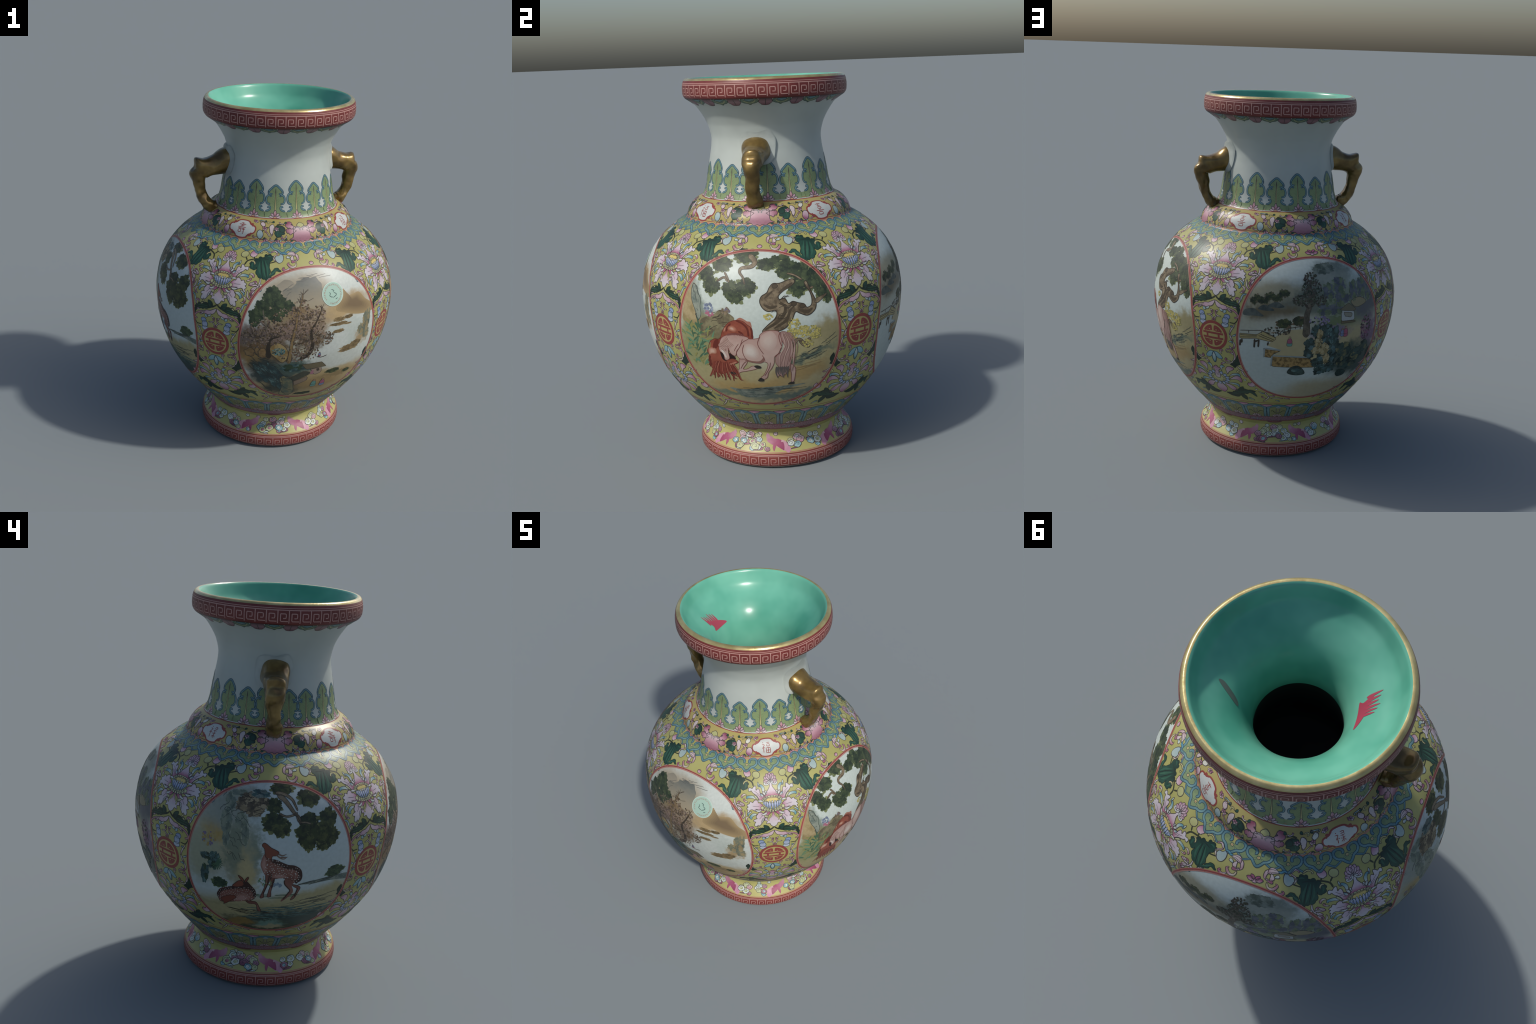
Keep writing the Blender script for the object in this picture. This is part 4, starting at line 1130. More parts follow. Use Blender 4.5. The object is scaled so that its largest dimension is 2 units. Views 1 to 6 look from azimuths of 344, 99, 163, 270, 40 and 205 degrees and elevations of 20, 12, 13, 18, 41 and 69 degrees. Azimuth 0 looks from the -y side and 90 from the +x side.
def roundel(th0, mat):
    sp = Spot(th0, arc=MID_S, unit=UNIT)
    pc = Piece(sp)
    pc.fill(ellipse((0, 0), .985, 1.01, 120), mat, 0, .014)
    pan = pc.done("picture_roundel", (0, 0), (0, 1))
    for r, w, m_ in ((1.0, .0065, RED), (.985, .0042, FRAMEL), (1.010, .0026, FRAMEL)):
        pc = Piece(sp)
        e = ellipse((0, 0), .985 * r, 1.01 * r, 160)
        pc.ribbon(np.vstack([e, e[:1]]), w / UNIT, m_, 6, end=False)
        pc.done("roundel_frame", (0, -1), (0, 1), pan)
    return sp, pan


class Brush:
    """Painter on one roundel; every call makes a named child of the roundel."""
    def __init__(s, sp, pan):
        s.sp, s.pan, s.lv = sp, pan, 2

    def patch(s, name, pts, mat, line=None, smooth=True, lv=None, w=.0022):
        q = cr(pts, 8 * len(pts), True) if smooth else resample(np.vstack([pts, pts[:1]]), .03)[:-1]
        pc = Piece(s.sp)
        pc.shape(q, mat, line, s.lv if lv is None else lv, w, .014)
        c = np.array(pts).mean(0); y = np.array(pts)[:, 1]
        return pc.done(name, (c[0], y.min()), (c[0], y.max()), s.pan)

    def soft(s, name, pts, c0, c1, lv, steps=5):
        """A patch that melts from the coat colour into c1 through nested steps."""
        q = cr(pts, 6 * len(pts), True)
        c = q.mean(0)
        a, b = [np.array([int(h[i:i + 2], 16) for i in (0, 2, 4)]) for h in (c0, c1)]
        pc = Piece(s.sp)
        for k in range(steps):
            f = (k + 1) / steps
            col = "".join("%02x" % int(x) for x in a + (b - a) * f)
            pc.fill(c + (q - c) * (1.18 - .85 * k / steps), flat("tone_" + col, col, .04), lv + k, .014, False)
        return pc.done(name, tuple(c), (c[0], c[1] + .1), s.pan)

    def limb(s, name, path, w, mat, line=None, lv=None, lw=.002):
        pc = Piece(s.sp)
        pc.ribbon(cr(path, 10 * len(path)) if len(path) > 2 else path, w, mat, s.lv if lv is None else lv, line=line, lw=lw)
        return pc.done(name, path[0], path[-1], s.pan)

    def clump(s, name, c, rx, ry, mats, seed, k=11, lv=None, n=7):
        """Foliage: overlapping scalloped pads, paler underneath."""
        R = random.Random(seed)
        pc = Piece(s.sp)
        lv = s.lv if lv is None else lv
        rx, ry = rx * .92, ry * .92
        pc.fill(lobed(c, rx, ry, k, .26, seed, 120), mats[0], lv, .02)
        pc.fill(lobed(c, rx * .6, ry * .6, 9, .25, seed + 77, 60), mats[1], lv + 1, .02)
        for i in range(n):
            a = 2 * math.pi * i / n + R.random()
            q = (c[0] + rx * .55 * math.cos(a), c[1] + ry * .55 * math.sin(a) + ry * .08)
            pc.fill(lobed(q, rx * .42, ry * .42, 8, .27, seed + i + 1, 60), mats[1 + i % (len(mats) - 1)], lv + 1 + i % 3, .02)
        return pc.done(name, (c[0], c[1] - ry), (c[0], c[1] + ry), s.pan, True)

    def lines(s, name, paths, w, mat, lv=None):
        pc = Piece(s.sp)
        for p in paths:
            pc.ribbon(cr(p, 8 * len(p)) if len(p) > 2 else p, w / UNIT, mat, s.lv if lv is None else lv)
        return pc.done(name, paths[0][0], (paths[0][0][0], paths[0][0][1] + .3), s.pan, True)

    def flecks(s, name, c, rx, ry, n, size, mats, seed, lv=None, stretch=1.):
        """A scatter of small touches (blossom, leaves, pebbles)."""
        R = random.Random(seed)
        pc = Piece(s.sp)
        lv = s.lv if lv is None else lv
        for i in range(n):
            a, r = R.random() * 6.283, math.sqrt(R.random())
            q = (c[0] + rx * r * math.cos(a), c[1] + ry * r * math.sin(a))
            z = size * R.uniform(.6, 1.3)
            pc.fill(ellipse(q, z * stretch, z, 7, R.random() * 3), mats[R.randrange(len(mats))], lv + i % 4, .05, wall=False)
        return pc.done(name, (c[0], c[1] - ry), (c[0], c[1] + ry), s.pan, True)

    def rocky(s, name, c, w, h, n, seed, mat, slope=0., lw=.0022, lv=None):
        """Broken, wavering contour strokes of a rock or bank."""
        R = random.Random(seed)
        paths = []
        for i in range(n):
            x0 = c[0] + w * R.uniform(-1, .5); y0 = c[1] + h * R.uniform(-1, 1) + slope * (x0 - c[0])
            p = [(x0, y0)]
            for j in range(4):
                x0 += w * R.uniform(.1, .24); y0 += slope * w * .17 + h * R.uniform(-.14, .14)
                p.append((x0, y0))
            paths.append(p)
        return s.lines(name, paths, lw, mat, lv)


BARK = speckle("bark", "5a4d3a", "8c7d62", 30, .38, .62)
BARKS = flat("bark_shade", "4f4433", .3)
BARKD = flat("bark_ink", "3c342a", .2)
PINE = [speckle("pine_fringe", "5d6a44", "7d8757", 26), speckle("pine_dark", "28362a", "3d4b34", 30), speckle("pine_mid", "34442f", "4d5b3c", 30)]
OAK = [speckle("oak_fringe", "5a6238", "707443", 24), speckle("oak_dark", "252f22", "3a4628", 30), speckle("oak_mid", "333d26", "525a30", 30)]
SHRUB = [speckle("shrub_fringe", "4d6238", "667a48", 30), speckle("shrub_dark", "25392c", "3a4f34", 30), speckle("shrub_mid", "2f4634", "4c6140", 30)]
BROWNF = [speckle("brown_fringe", "7c6c50", "94836a", 40), speckle("brown_dark", "54452f", "705d43", 40), speckle("brown_mid", "6a5540", "85705a", 40)]
ROCKG = speckle("rock_grey_green", "5c6c66", "8b9486", 22)
ROCKT = speckle("rock_teal", "30484a", "5f807c", 26, c2="41605e")
ROCKO = speckle("rock_ochre", "8a6f3c", "ab9660", 22)
INKR = flat("rock_ink", "3b4340", .2)
INKT = flat("twig_ink", "4c4238", .2)
TAN = flat("tan_line", "8d7448", .2)

# --- roundel with horses -------------------------------------------------------
SKY = "bfccc6"
sp, pan = roundel(TURN, picture_mat("picture_horses", TURN, SKY, [
    (0, -.95, 1.3, .62, "b3a678", .3, .15, 5), (.7, -.25, .5, .28, "a9a172", .4, .3, 6, 15), (-.55, -.35, .5, .42, "a79f70", .4, .25, 5),
    (-.1, -.72, .45, .12, "ab8f52", .6, .3, 5), (.5, -.5, .35, .10, "a88f58", .6, .3, 6, 15), (-.80, .22, .14, .42, "a8956a", .45, .2, 7, 8),
    (-.72, .32, .10, .30, "7d8c80", .35, .25, 9, 12), (-.55, .10, .25, .16, "7f7c5c", .4, .35, 9, 20),
    (-.45, -.08, .28, .16, "6f6448", .5, .4, 10, 15), (-.78, -.12, .24, .30, "8c9060", .5, .35, 7), (.85, .02, .18, .16, "9a9268", .5, .3, 10),
    (-.25, -.83, .5, .05, "6f7f6a", .6, .3, 8), (.3, -.86, .45, .06, "66766a", .6, .3, 8, 8), (.6, -.28, .3, .05, "5f6f60", .7, .3, 10, 18)]))
B = Brush(sp, pan)
for i, (c, rx, ry) in enumerate([((-0.12,0.93), .17, .11), ((-0.40,0.82), .14, .12), ((-0.60,0.70), .12, .11), ((-0.52,0.57), .13, .12), ((-0.28,0.52), .12, .13), ((-0.10,0.56), .13, .12), ((-0.23,0.45), .11, .10),
                                 ((0.12,0.82), .13, .09), ((0.27,0.86), .13, .10), ((0.36,0.75), .16, .13), ((0.52,0.72), .15, .14), ((0.66,0.62), .13, .15), ((0.48,0.53), .13, .12), ((0.75,0.51), .09, .14), ((0.83,0.41), .06, .10)]):
    B.clump("foliage", c, rx, ry, PINE, 40 + i, 10, 2 + i % 2)
B.lv = 6
B.patch("pine_trunk", [(0.07,0.06), (0.13,0.13), (0.21,0.20), (0.24,0.26), (0.22,0.30), (0.14,0.29), (0.08,0.33), (0.05,0.40), (0.07,0.46), (0.13,0.50), (0.16,0.56), (0.20,0.60), (0.27,0.60), (0.36,0.63), (0.42,0.64), (0.44,0.60), (0.38,0.55), (0.31,0.51), (0.26,0.46), (0.27,0.42), (0.33,0.43), (0.37,0.37), (0.42,0.39), (0.48,0.37), (0.55,0.35), (0.58,0.31), (0.63,0.33), (0.64,0.39), (0.62,0.47), (0.58,0.53), (0.55,0.59), (0.58,0.60), (0.62,0.51), (0.67,0.41), (0.69,0.34), (0.67,0.27), (0.59,0.22), (0.50,0.25), (0.45,0.27), (0.41,0.19), (0.34,0.10), (0.25,0.06), (0.13,0.05)], BARK, BARKD, lv=6, w=.0034)
for pts, w_ in (([(0.10,0.08), (0.23,0.16), (0.32,0.25), (0.33,0.34), (0.26,0.38)], .035), ([(0.09,0.37), (0.17,0.33), (0.25,0.35)], .03), ([(0.20,0.09), (0.34,0.18), (0.39,0.29), (0.44,0.34)], .03), ([(0.26,0.49), (0.36,0.56), (0.42,0.60)], .03), ([(0.48,0.30), (0.58,0.26), (0.65,0.30)], .035), ([(0.10,0.43), (0.14,0.47), (0.20,0.52)], .02), ([(0.27,0.40), (0.31,0.36), (0.36,0.34)], .025)):
    B.limb("bark_shade", pts, lambda t: w_ * math.sin(math.pi * t) ** .5 + .004, BARKS, None, 8)
B.limb("branch", [(0.67,0.36), (0.75,0.40), (0.82,0.44)], lambda t: .05 * (1 - t) + .015, BARK, BARKD, 7)
B.limb("branch", [(0.61,0.52), (0.66,0.53)], .025, BARK, BARKD, 7)
for e in ((0.22,0.57), (0.43,0.36), (0.53,0.33)):
    B.patch("knot", ellipse(e, .032, .024, 12), BARKS, BARKD, lv=9)
B.rocky("bark_line", (0.26,0.30), .13, .12, 12, 3, BARKD, .4, .0022, 10)
B.limb("branch", [(-0.08,0.95), (-0.01,0.86), (-0.05,0.80), (-0.16,0.78), (-0.18,0.73), (-0.14,0.67), (-0.12,0.59)], lambda t: .055 * (1 - t) + .012, BARK, BARKD, 7)
B.limb("branch", [(-0.32,0.62), (-0.36,0.67), (-0.45,0.62)], .022, BARK, BARKD, 7)
B.limb("branch", [(-0.30,0.61), (-0.33,0.68), (-0.36,0.73)], .022, BARK, BARKD, 7)
B.limb("branch", [(0.53,0.62), (0.44,0.68), (0.35,0.71)], .02, BARK, BARKD, 7)
# cliff, mound, flowers
B.lv = 2
B.patch("cliff", [(-0.77,0.57), (-0.71,0.54), (-0.70,0.47), (-0.66,0.41), (-0.67,0.32), (-0.66,0.23), (-0.69,0.14), (-0.82,0.10), (-0.92,0.13), (-0.91,0.27), (-0.86,0.41)], speckle("cliff_tan", "8d7c50", "aa9a70", 14), None, lv=1)
B.rocky("cliff_line", (-0.73,0.37), .05, .2, 9, 77, INKR, -1.5, .0024, 5)
B.patch("cliff", [(-0.77,0.56), (-0.71,0.54), (-0.70,0.47), (-0.66,0.41), (-0.67,0.32), (-0.66,0.23), (-0.70,0.16), (-0.74,0.27), (-0.79,0.41)], ROCKG, INKR, lv=2)
B.patch("mound", [(-0.67,0.16), (-0.50,0.24), (-0.40,0.30), (-0.25,0.22), (-0.29,0.15), (-0.44,0.09), (-0.62,-0.06), (-0.67,-0.03)], speckle("mound_brown", "645c46", "85805f", 24), None, lv=1)
B.rocky("mound_line", (-0.47,0.17), .2, .12, 10, 8, BARKD, .25, .0022, 4)
B.flecks("blossom", (-0.56,0.31), .055, .05, 26, .016, [flat("blossom_blue", "8f9db0"), flat("blossom_slate", "6b7890")], 1, 5)
B.flecks("blossom", (-0.55,0.25), .05, .03, 18, .014, [flat("blossom_rose", "a8667a")], 2, 5)
B.flecks("shrub_leaf", (-0.34,0.29), .05, .035, 18, .016, [flat("shrub_violet", "6d6470"), BARK], 3, 5)
# bamboo
G1, G2, G3 = flat("bamboo_green", "5f8a68"), flat("bamboo_olive", "8a8a4c"), flat("bamboo_dark", "45684e")
R6 = random.Random(6)
pc = Piece(sp)
for i in range(85):
    x = R6.uniform(-.92, -.62) + (.12 if R6.random() < .2 else 0); y = R6.uniform(-.42, .08)
    if x * x + y * y > .86:
        continue
    a = R6.uniform(.15, 1.25) * (1 if R6.random() < .6 else -1); l = R6.uniform(.08, .17)
    pc.fill(blade([(x, y), (x + l * .5 * math.sin(a), y + l * .5 * math.cos(a)), (x + l * math.sin(a), y + l * math.cos(a) - .02)], .022, .4, n=10), (G1, G2, G3)[i % 3], 3 + i % 4, .05, False)
pc.done("bamboo_leaf", (-.8, -.4), (-.8, 0), pan, True)
# yellow bush
B.limb("bush_stem", [(0.41,-0.15), (0.44,-0.07), (0.49,-0.06), (0.54,-0.11), (0.61,-0.05)], .035, BARK, BARKD, 4)
B.limb("bush_stem", [(0.48,-0.07), (0.53,-0.13), (0.60,-0.16)], .03, BARK, BARKD, 4)
YB = [flat("bush_yellow", "b8ae5c"), flat("bush_gold", "c6b95e"), flat("bush_olive", "96904e")]
for i, (c, rx, ry, n) in enumerate([((0.43,0.09), .08, .11, 60), ((0.53,0.04), .08, .07, 40), ((0.63,0.03), .10, .07, 50), ((0.68,-0.03), .06, .04, 25), ((0.58,-0.11), .07, .05, 25), ((0.14,0.23), .05, .035, 18), ((0.42,-0.00), .05, .05, 20)]):
    B.flecks("bush_leaf", c, rx, ry, int(n * 1.6), .0105, YB, 60 + i, 5)
# banks
B.rocky("bank_line", (0.65,-0.26), .24, .06, 14, 12, INKR, .28, .0022, 3)
B.rocky("bank_line", (0.81,-0.13), .12, .06, 7, 13, INKR, .5, .0022, 3)
B.rocky("bank_line", (0.54,-0.41), .26, .04, 9, 16, TAN, .18, .002, 3)
B.rocky("bank_line", (0.05,-0.75), .42, .06, 15, 14, INKR, .06, .0022, 3)
B.patch("bank", [(-0.37,-0.72), (-0.18,-0.74), (0.02,-0.70), (0.27,-0.68), (0.53,-0.67), (0.27,-0.74), (0.07,-0.85), (-0.17,-0.88), (-0.29,-0.79)], ROCKG, None, lv=1)
# red horse
HR = enamel("chestnut_coat", [(0, "823a28"), (.5, "98503a"), (1, "8c4230")], noise=(3, .8), mottle=.3)
HRL = flat("chestnut_sheen", "c99a86", .1)
HRD = flat("chestnut_dark", "6a2a1e", .2)
HP = enamel("pink_coat", [(0, "b8978c"), (.5, "c0a59a"), (1, "b08c82")], noise=(3, .5), mottle=.1)
HPL = flat("pink_coat_light", "d2c6bd", .06)
HPD = flat("pink_coat_line", "7e4a44", .2)
HAIR = flat("hair_line", "8a665c", .2)
HOOF = flat("hoof", "35302c")
def inside(poly, p):
    x, y = p
    q = np.asarray(poly); r = np.roll(q, -1, 0)
    c = ((q[:, 1] > y) != (r[:, 1] > y)) & (x < (r[:, 0] - q[:, 0]) * (y - q[:, 1]) / (r[:, 1] - q[:, 1] + 1e-12) + q[:, 0])
    return bool(c.sum() % 2)


def strand(B, name, paths, w, mat, lv):
    """Tapering locks of hair."""
    pc = Piece(B.sp)
    for p in paths:
        pc.ribbon(cr(p, 24), lambda t: w * (1 - t) ** .6 + .002, mat, lv)
    return pc.done(name, paths[0][0], paths[0][-1], B.pan, True)


REDB = [(-0.42,-0.04), (-0.40,0.04), (-0.36,0.11), (-0.31,0.16), (-0.23,0.19), (-0.15,0.18), (-0.10,0.14), (-0.06,0.11), (-0.05,0.06), (-0.04,-0.02), (-0.09,-0.04), (-0.15,-0.00), (-0.26,0.02), (-0.37,-0.01)]
B.patch("red_horse_tail", [(-0.22,0.19), (-0.18,0.22), (-0.13,0.20), (-0.10,0.18), (-0.06,0.17), (-0.05,0.10), (-0.09,0.13), (-0.14,0.17)], flat("chestnut_tail", "a8705c", .2), None, lv=4)
B.patch("red_horse_body", REDB, HR, HRD, lv=5)
for pts in ([(-0.23,0.19), (-0.15,0.15), (-0.10,0.09), (-0.09,-0.00)], [(-0.06,0.11), (-0.05,0.06), (-0.05,-0.02)], [(-0.35,0.05), (-0.33,0.10), (-0.29,0.15)], [(-0.21,0.06), (-0.17,0.04), (-0.16,0.01)]):
    B.limb("red_horse_shade", pts, .022, HRD, None, 8)
B.soft("red_horse_sheen", [(-0.32,0.08), (-0.31,0.11), (-0.27,0.12), (-0.23,0.09), (-0.24,0.06), (-0.28,0.06)], "98503a", "c08a70", 8)
B.soft("red_horse_sheen", [(-0.31,0.09), (-0.29,0.11), (-0.26,0.10), (-0.25,0.08), (-0.27,0.07)], "a86a50", "c8a692", 9)
B.soft("red_horse_sheen", [(-0.37,0.09), (-0.35,0.10), (-0.36,0.06), (-0.38,0.05)], "98503a", "c08a70", 8)
B.patch("red_horse_neck", [(-0.42,-0.03), (-0.45,-0.05), (-0.50,-0.05), (-0.56,-0.09), (-0.59,-0.17), (-0.61,-0.22), (-0.59,-0.26), (-0.59,-0.32), (-0.58,-0.42), (-0.55,-0.47), (-0.49,-0.51), (-0.41,-0.51), (-0.36,-0.44), (-0.33,-0.37), (-0.37,-0.31), (-0.42,-0.29), (-0.44,-0.21), (-0.45,-0.13)], HR, HRD, lv=6)
B.soft("red_horse_sheen", [(-0.58,-0.19), (-0.55,-0.17), (-0.50,-0.18), (-0.50,-0.23), (-0.55,-0.24), (-0.58,-0.25)], "a86a50", "c8a692", 8)
B.patch("red_horse_shade", [(-0.49,-0.06), (-0.45,-0.06), (-0.46,-0.13), (-0.49,-0.17), (-0.53,-0.17), (-0.52,-0.11)], HRD, None, lv=8)
B.patch("red_horse_shade", [(-0.44,-0.21), (-0.40,-0.23), (-0.38,-0.29), (-0.32,-0.30), (-0.26,-0.29), (-0.27,-0.26), (-0.33,-0.22), (-0.37,-0.32), (-0.42,-0.30)], flat("deep_shade", "2c1714", .1), None, lv=9)
B.patch("red_horse_head", [(-0.37,-0.32), (-0.29,-0.29), (-0.23,-0.33), (-0.29,-0.37), (-0.30,-0.42), (-0.35,-0.44), (-0.38,-0.39)], HR, HRD, lv=10)
B.limb("red_horse_sheen", [(-0.34,-0.37), (-0.29,-0.35), (-0.25,-0.33)], .02, flat("chestnut_gleam", "b87a62", .1), None, 12)
M0 = np.array((-0.51,-0.35))
RM = random.Random(12)
LOCKS = []
for i in range(16):
    p = M0 + (.013 * i + RM.uniform(-.01, .01), RM.uniform(-.01, .02))
    q = M0 + (-.05 + .020 * i + RM.uniform(-.02, .02), -.10 + RM.uniform(-.02, .02))
    e = M0 + (-.07 + .023 * i + RM.uniform(-.03, .03), -.20 + RM.uniform(-.05, .04))
    LOCKS.append([tuple(p), tuple(q), tuple(e), tuple(e + (RM.uniform(-.04, .04), -.015))])
strand(B, "red_horse_mane", LOCKS, .042, flat("mane_red", "843a2a", .25), 11)
strand(B, "red_horse_mane", LOCKS[1::2], .008, HRD, 13)
strand(B, "red_horse_mane", [[(x + .012, y) for x, y in l] for l in LOCKS[::3]], .008, flat("mane_light", "a8624c", .2), 13)
strand(B, "red_horse_mane", [[(-0.58,-0.27), (-0.59,-0.32), (-0.61,-0.36)], [(-0.58,-0.32), (-0.59,-0.38), (-0.61,-0.41)], [(-0.57,-0.37), (-0.59,-0.42), (-0.60,-0.43)]], .035, HRD, 9)
# pink horse
B.patch("pink_horse_hind_leg", [(0.35,-0.36), (0.39,-0.38), (0.42,-0.43), (0.41,-0.53), (0.39,-0.62), (0.36,-0.62), (0.37,-0.51), (0.36,-0.44)], HP, HPD, lv=6)
B.patch("pink_horse_fore_leg", [(-0.21,-0.28), (-0.13,-0.29), (-0.13,-0.34), (-0.18,-0.42), (-0.13,-0.42), (-0.07,-0.38), (-0.01,-0.39), (-0.03,-0.42), (-0.13,-0.45), (-0.21,-0.47), (-0.27,-0.51), (-0.28,-0.48), (-0.23,-0.43), (-0.22,-0.35)], HP, HPD, lv=7)
B.patch("pink_horse_body", [(-0.24,-0.24), (-0.23,-0.16), (-0.18,-0.06), (-0.15,-0.01), (-0.08,-0.03), (0.02,-0.02), (0.04,0.02), (0.09,0.06), (0.16,0.07), (0.24,0.06), (0.27,0.02), (0.28,-0.04), (0.28,-0.13), (0.24,-0.21), (0.19,-0.26), (0.18,-0.34), (0.15,-0.41), (0.11,-0.47), (0.09,-0.54), (0.05,-0.57), (0.02,-0.54), (0.05,-0.51), (0.09,-0.43), (0.11,-0.35), (0.07,-0.32), (0.02,-0.34), (-0.06,-0.33), (-0.13,-0.31), (-0.16,-0.29), (-0.20,-0.29)], HP, HPD, lv=8)
B.patch("pink_horse_shade", [(-0.14,-0.29), (-0.06,-0.31), (0.02,-0.31), (0.07,-0.26), (0.07,-0.31), (0.02,-0.34), (-0.06,-0.33), (-0.13,-0.31)], flat("pink_coat_shade", "8a6258", .15), None, lv=10)
B.soft("pink_horse_sheen", [(-0.15,-0.16), (-0.12,-0.11), (-0.06,-0.11), (-0.01,-0.16), (0.00,-0.23), (-0.04,-0.27), (-0.11,-0.25), (-0.15,-0.22)], "bfa499", "cfc4bb", 9)
B.soft("pink_horse_sheen", [(0.06,-0.01), (0.11,0.03), (0.17,0.04), (0.21,-0.02), (0.20,-0.11), (0.14,-0.16), (0.07,-0.12), (0.05,-0.07)], "bfa499", "c9b6ab", 9)
B.patch("pink_horse_neck", [(-0.44,-0.10), (-0.41,-0.03), (-0.34,0.01), (-0.26,0.02), (-0.17,0.01), (-0.09,-0.02), (-0.16,-0.07), (-0.20,-0.13), (-0.24,-0.20), (-0.26,-0.25), (-0.31,-0.22), (-0.33,-0.17), (-0.35,-0.13), (-0.43,-0.14)], HP, HPD, lv=11)
B.patch("pink_horse_head", [(-0.45,-0.15), (-0.39,-0.13), (-0.34,-0.14), (-0.34,-0.21), (-0.33,-0.28), (-0.36,-0.31), (-0.39,-0.30), (-0.40,-0.23), (-0.44,-0.20)], HP, HPD, lv=12)
B.limb("pink_horse_sheen", [(-0.42,-0.18), (-0.39,-0.23), (-0.37,-0.28)], .025, HPL, None, 14)
for pts in ([(0.04,0.00), (0.01,-0.07), (0.02,-0.13), (0.07,-0.22)], [(-0.15,-0.10), (-0.17,-0.18), (-0.15,-0.26), (-0.11,-0.31)], [(-0.16,-0.03), (-0.20,-0.13), (-0.24,-0.19), (-0.24,-0.24)], [(0.27,0.05), (0.25,0.00), (0.26,-0.07), (0.28,-0.13)], [(0.05,-0.23), (0.07,-0.27), (0.08,-0.31)], [(-0.21,-0.09), (-0.25,-0.15), (-0.27,-0.19)], [(-0.21,-0.42), (-0.17,-0.35), (-0.13,-0.31)], [(0.14,-0.33), (0.12,-0.41), (0.06,-0.52)], [(-0.37,-0.16), (-0.37,-0.19), (-0.35,-0.19)], [(0.27,-0.14), (0.24,-0.21), (0.19,-0.26)]):
    B.limb("pink_horse_line", pts, .007, HPD, None, 14)
E0 = np.array((-0.35,-0.01))
strand(B, "pink_horse_mane", [[tuple(E0 + (-.012 * i, -.012 * i)), tuple(E0 + (.03 - .012 * i, -.06 - .012 * i)), tuple(E0 + (.085 - .014 * i, -.11 - .010 * i))] for i in range(9)], .035, HP, 13)
strand(B, "pink_horse_mane", [[tuple(E0 + (-.012 * i, -.012 * i)), tuple(E0 + (.03 - .012 * i, -.06 - .012 * i)), tuple(E0 + (.085 - .014 * i, -.11 - .010 * i))] for i in range(9)], .006, HAIR, 15)
strand(B, "pink_horse_mane", [[(x, y), (x + .01, y + .022), (x + .02, y + .03)] for x, y in cr([(-0.34,0.00), (-0.26,0.01), (-0.16,-0.00)], 12)], .016, HPD, 13)
B.patch("pink_horse_tail", [(0.27,0.04), (0.32,0.05), (0.38,0.01), (0.40,-0.08), (0.40,-0.17), (0.42,-0.24), (0.41,-0.30), (0.38,-0.26), (0.36,-0.32), (0.36,-0.41), (0.33,-0.47), (0.30,-0.50), (0.26,-0.54), (0.24,-0.51), (0.21,-0.53), (0.20,-0.46), (0.23,-0.40), (0.20,-0.34), (0.21,-0.25), (0.28,-0.19), (0.31,-0.13), (0.28,-0.04)], flat("tail_rose", "a5847c", .2), HPD, lv=10)
T0, T1, T2, T3 = [np.array(q) for q in ((0.29,0.03), (0.32,-0.10), (0.27,-0.25), (0.21,-0.44))]
TL = [[tuple(T0 + (.012 * i, .002 * i)), tuple(T1 + (.018 * i, .0)), tuple(T2 + (.022 * i, -.01 * i)), tuple(T3 + (.022 * i + .01 * (i % 2), -.03 * (i % 3)))] for i in range(8)]
RT = random.Random(4)
TL = [[(x + RT.uniform(-.012, .012) * k, y + RT.uniform(-.015, .015) * k) for k, (x, y) in enumerate(p)] for p in TL]
strand(B, "pink_horse_tail", TL[::2], .017, HP, 12)
strand(B, "pink_horse_tail", [[(x + .008, y) for x, y in p] for p in TL], .006, HAIR, 13)
strand(B, "pink_horse_tail", [[tuple(T3 + (.022 * i, .05)), tuple(T3 + (-.015 + .022 * i, -.03)), tuple(T3 + (.012 * (i % 2) + .018 * i, -.12 + .03 * (i % 3)))] for i in range(7)], .024, flat("tail_grey", "5c5552"), 13)
for h_ in ([(-0.02,-0.59), (0.01,-0.55), (0.05,-0.57), (0.04,-0.60), (0.00,-0.60)], [(0.32,-0.66), (0.35,-0.63), (0.39,-0.63), (0.39,-0.66)], [(-0.05,-0.38), (-0.01,-0.37), (0.03,-0.39), (0.02,-0.41), (-0.02,-0.41)], [(-0.34,-0.48), (-0.30,-0.47), (-0.27,-0.50), (-0.31,-0.51)]):
    B.patch("hoof", h_, HOOF, None, lv=13)

# --- roundel with deer ----------------------------------------------------------
th = TURN + math.pi
sp, pan = roundel(th, picture_mat("picture_deer", th, "b9c8c8", [
    (0, -.85, 1.3, .46, "a9a070", .3, .12, 5), (.6, -.42, .6, .16, "a8a072", .4, .2, 6, 8), (-.62, .30, .34, .42, "a3a082", .5, .3, 6), (-.62, .40, .18, .14, "a88f4c", .5, .3, 7),
    (-.30, .02, .14, .45, "a29a72", .6, .4, 7), (-.40, .30, .12, .4, "74806c", .5, .4, 9), (-.18, .22, .08, .3, "7d8a78", .6, .4, 9), (-.25, -.15, .09, .3, "b5a878", .6, .3, 7),
    (-.80, .05, .20, .30, "9aa086", .5, .3, 7), (-.45, .70, .36, .2, "8c9488", .5, .4, 8, 25), (.25, -.80, .75, .18, "3f4f46", .35, .35, 9, 8), (-.1, -.92, .5, .14, "4a5038", .4, .4, 9),
    (-.30, -.86, .14, .07, "8f7438", .5, .4, 9), (.03, -.86, .15, .07, "6f9080", .5, .4, 9), (.05, -.92, .16, .05, "a59c74", .5, .3, 9), (0, -.56, .9, .05, "9a9468", .7, .3, 9)]))
B = Brush(sp, pan)
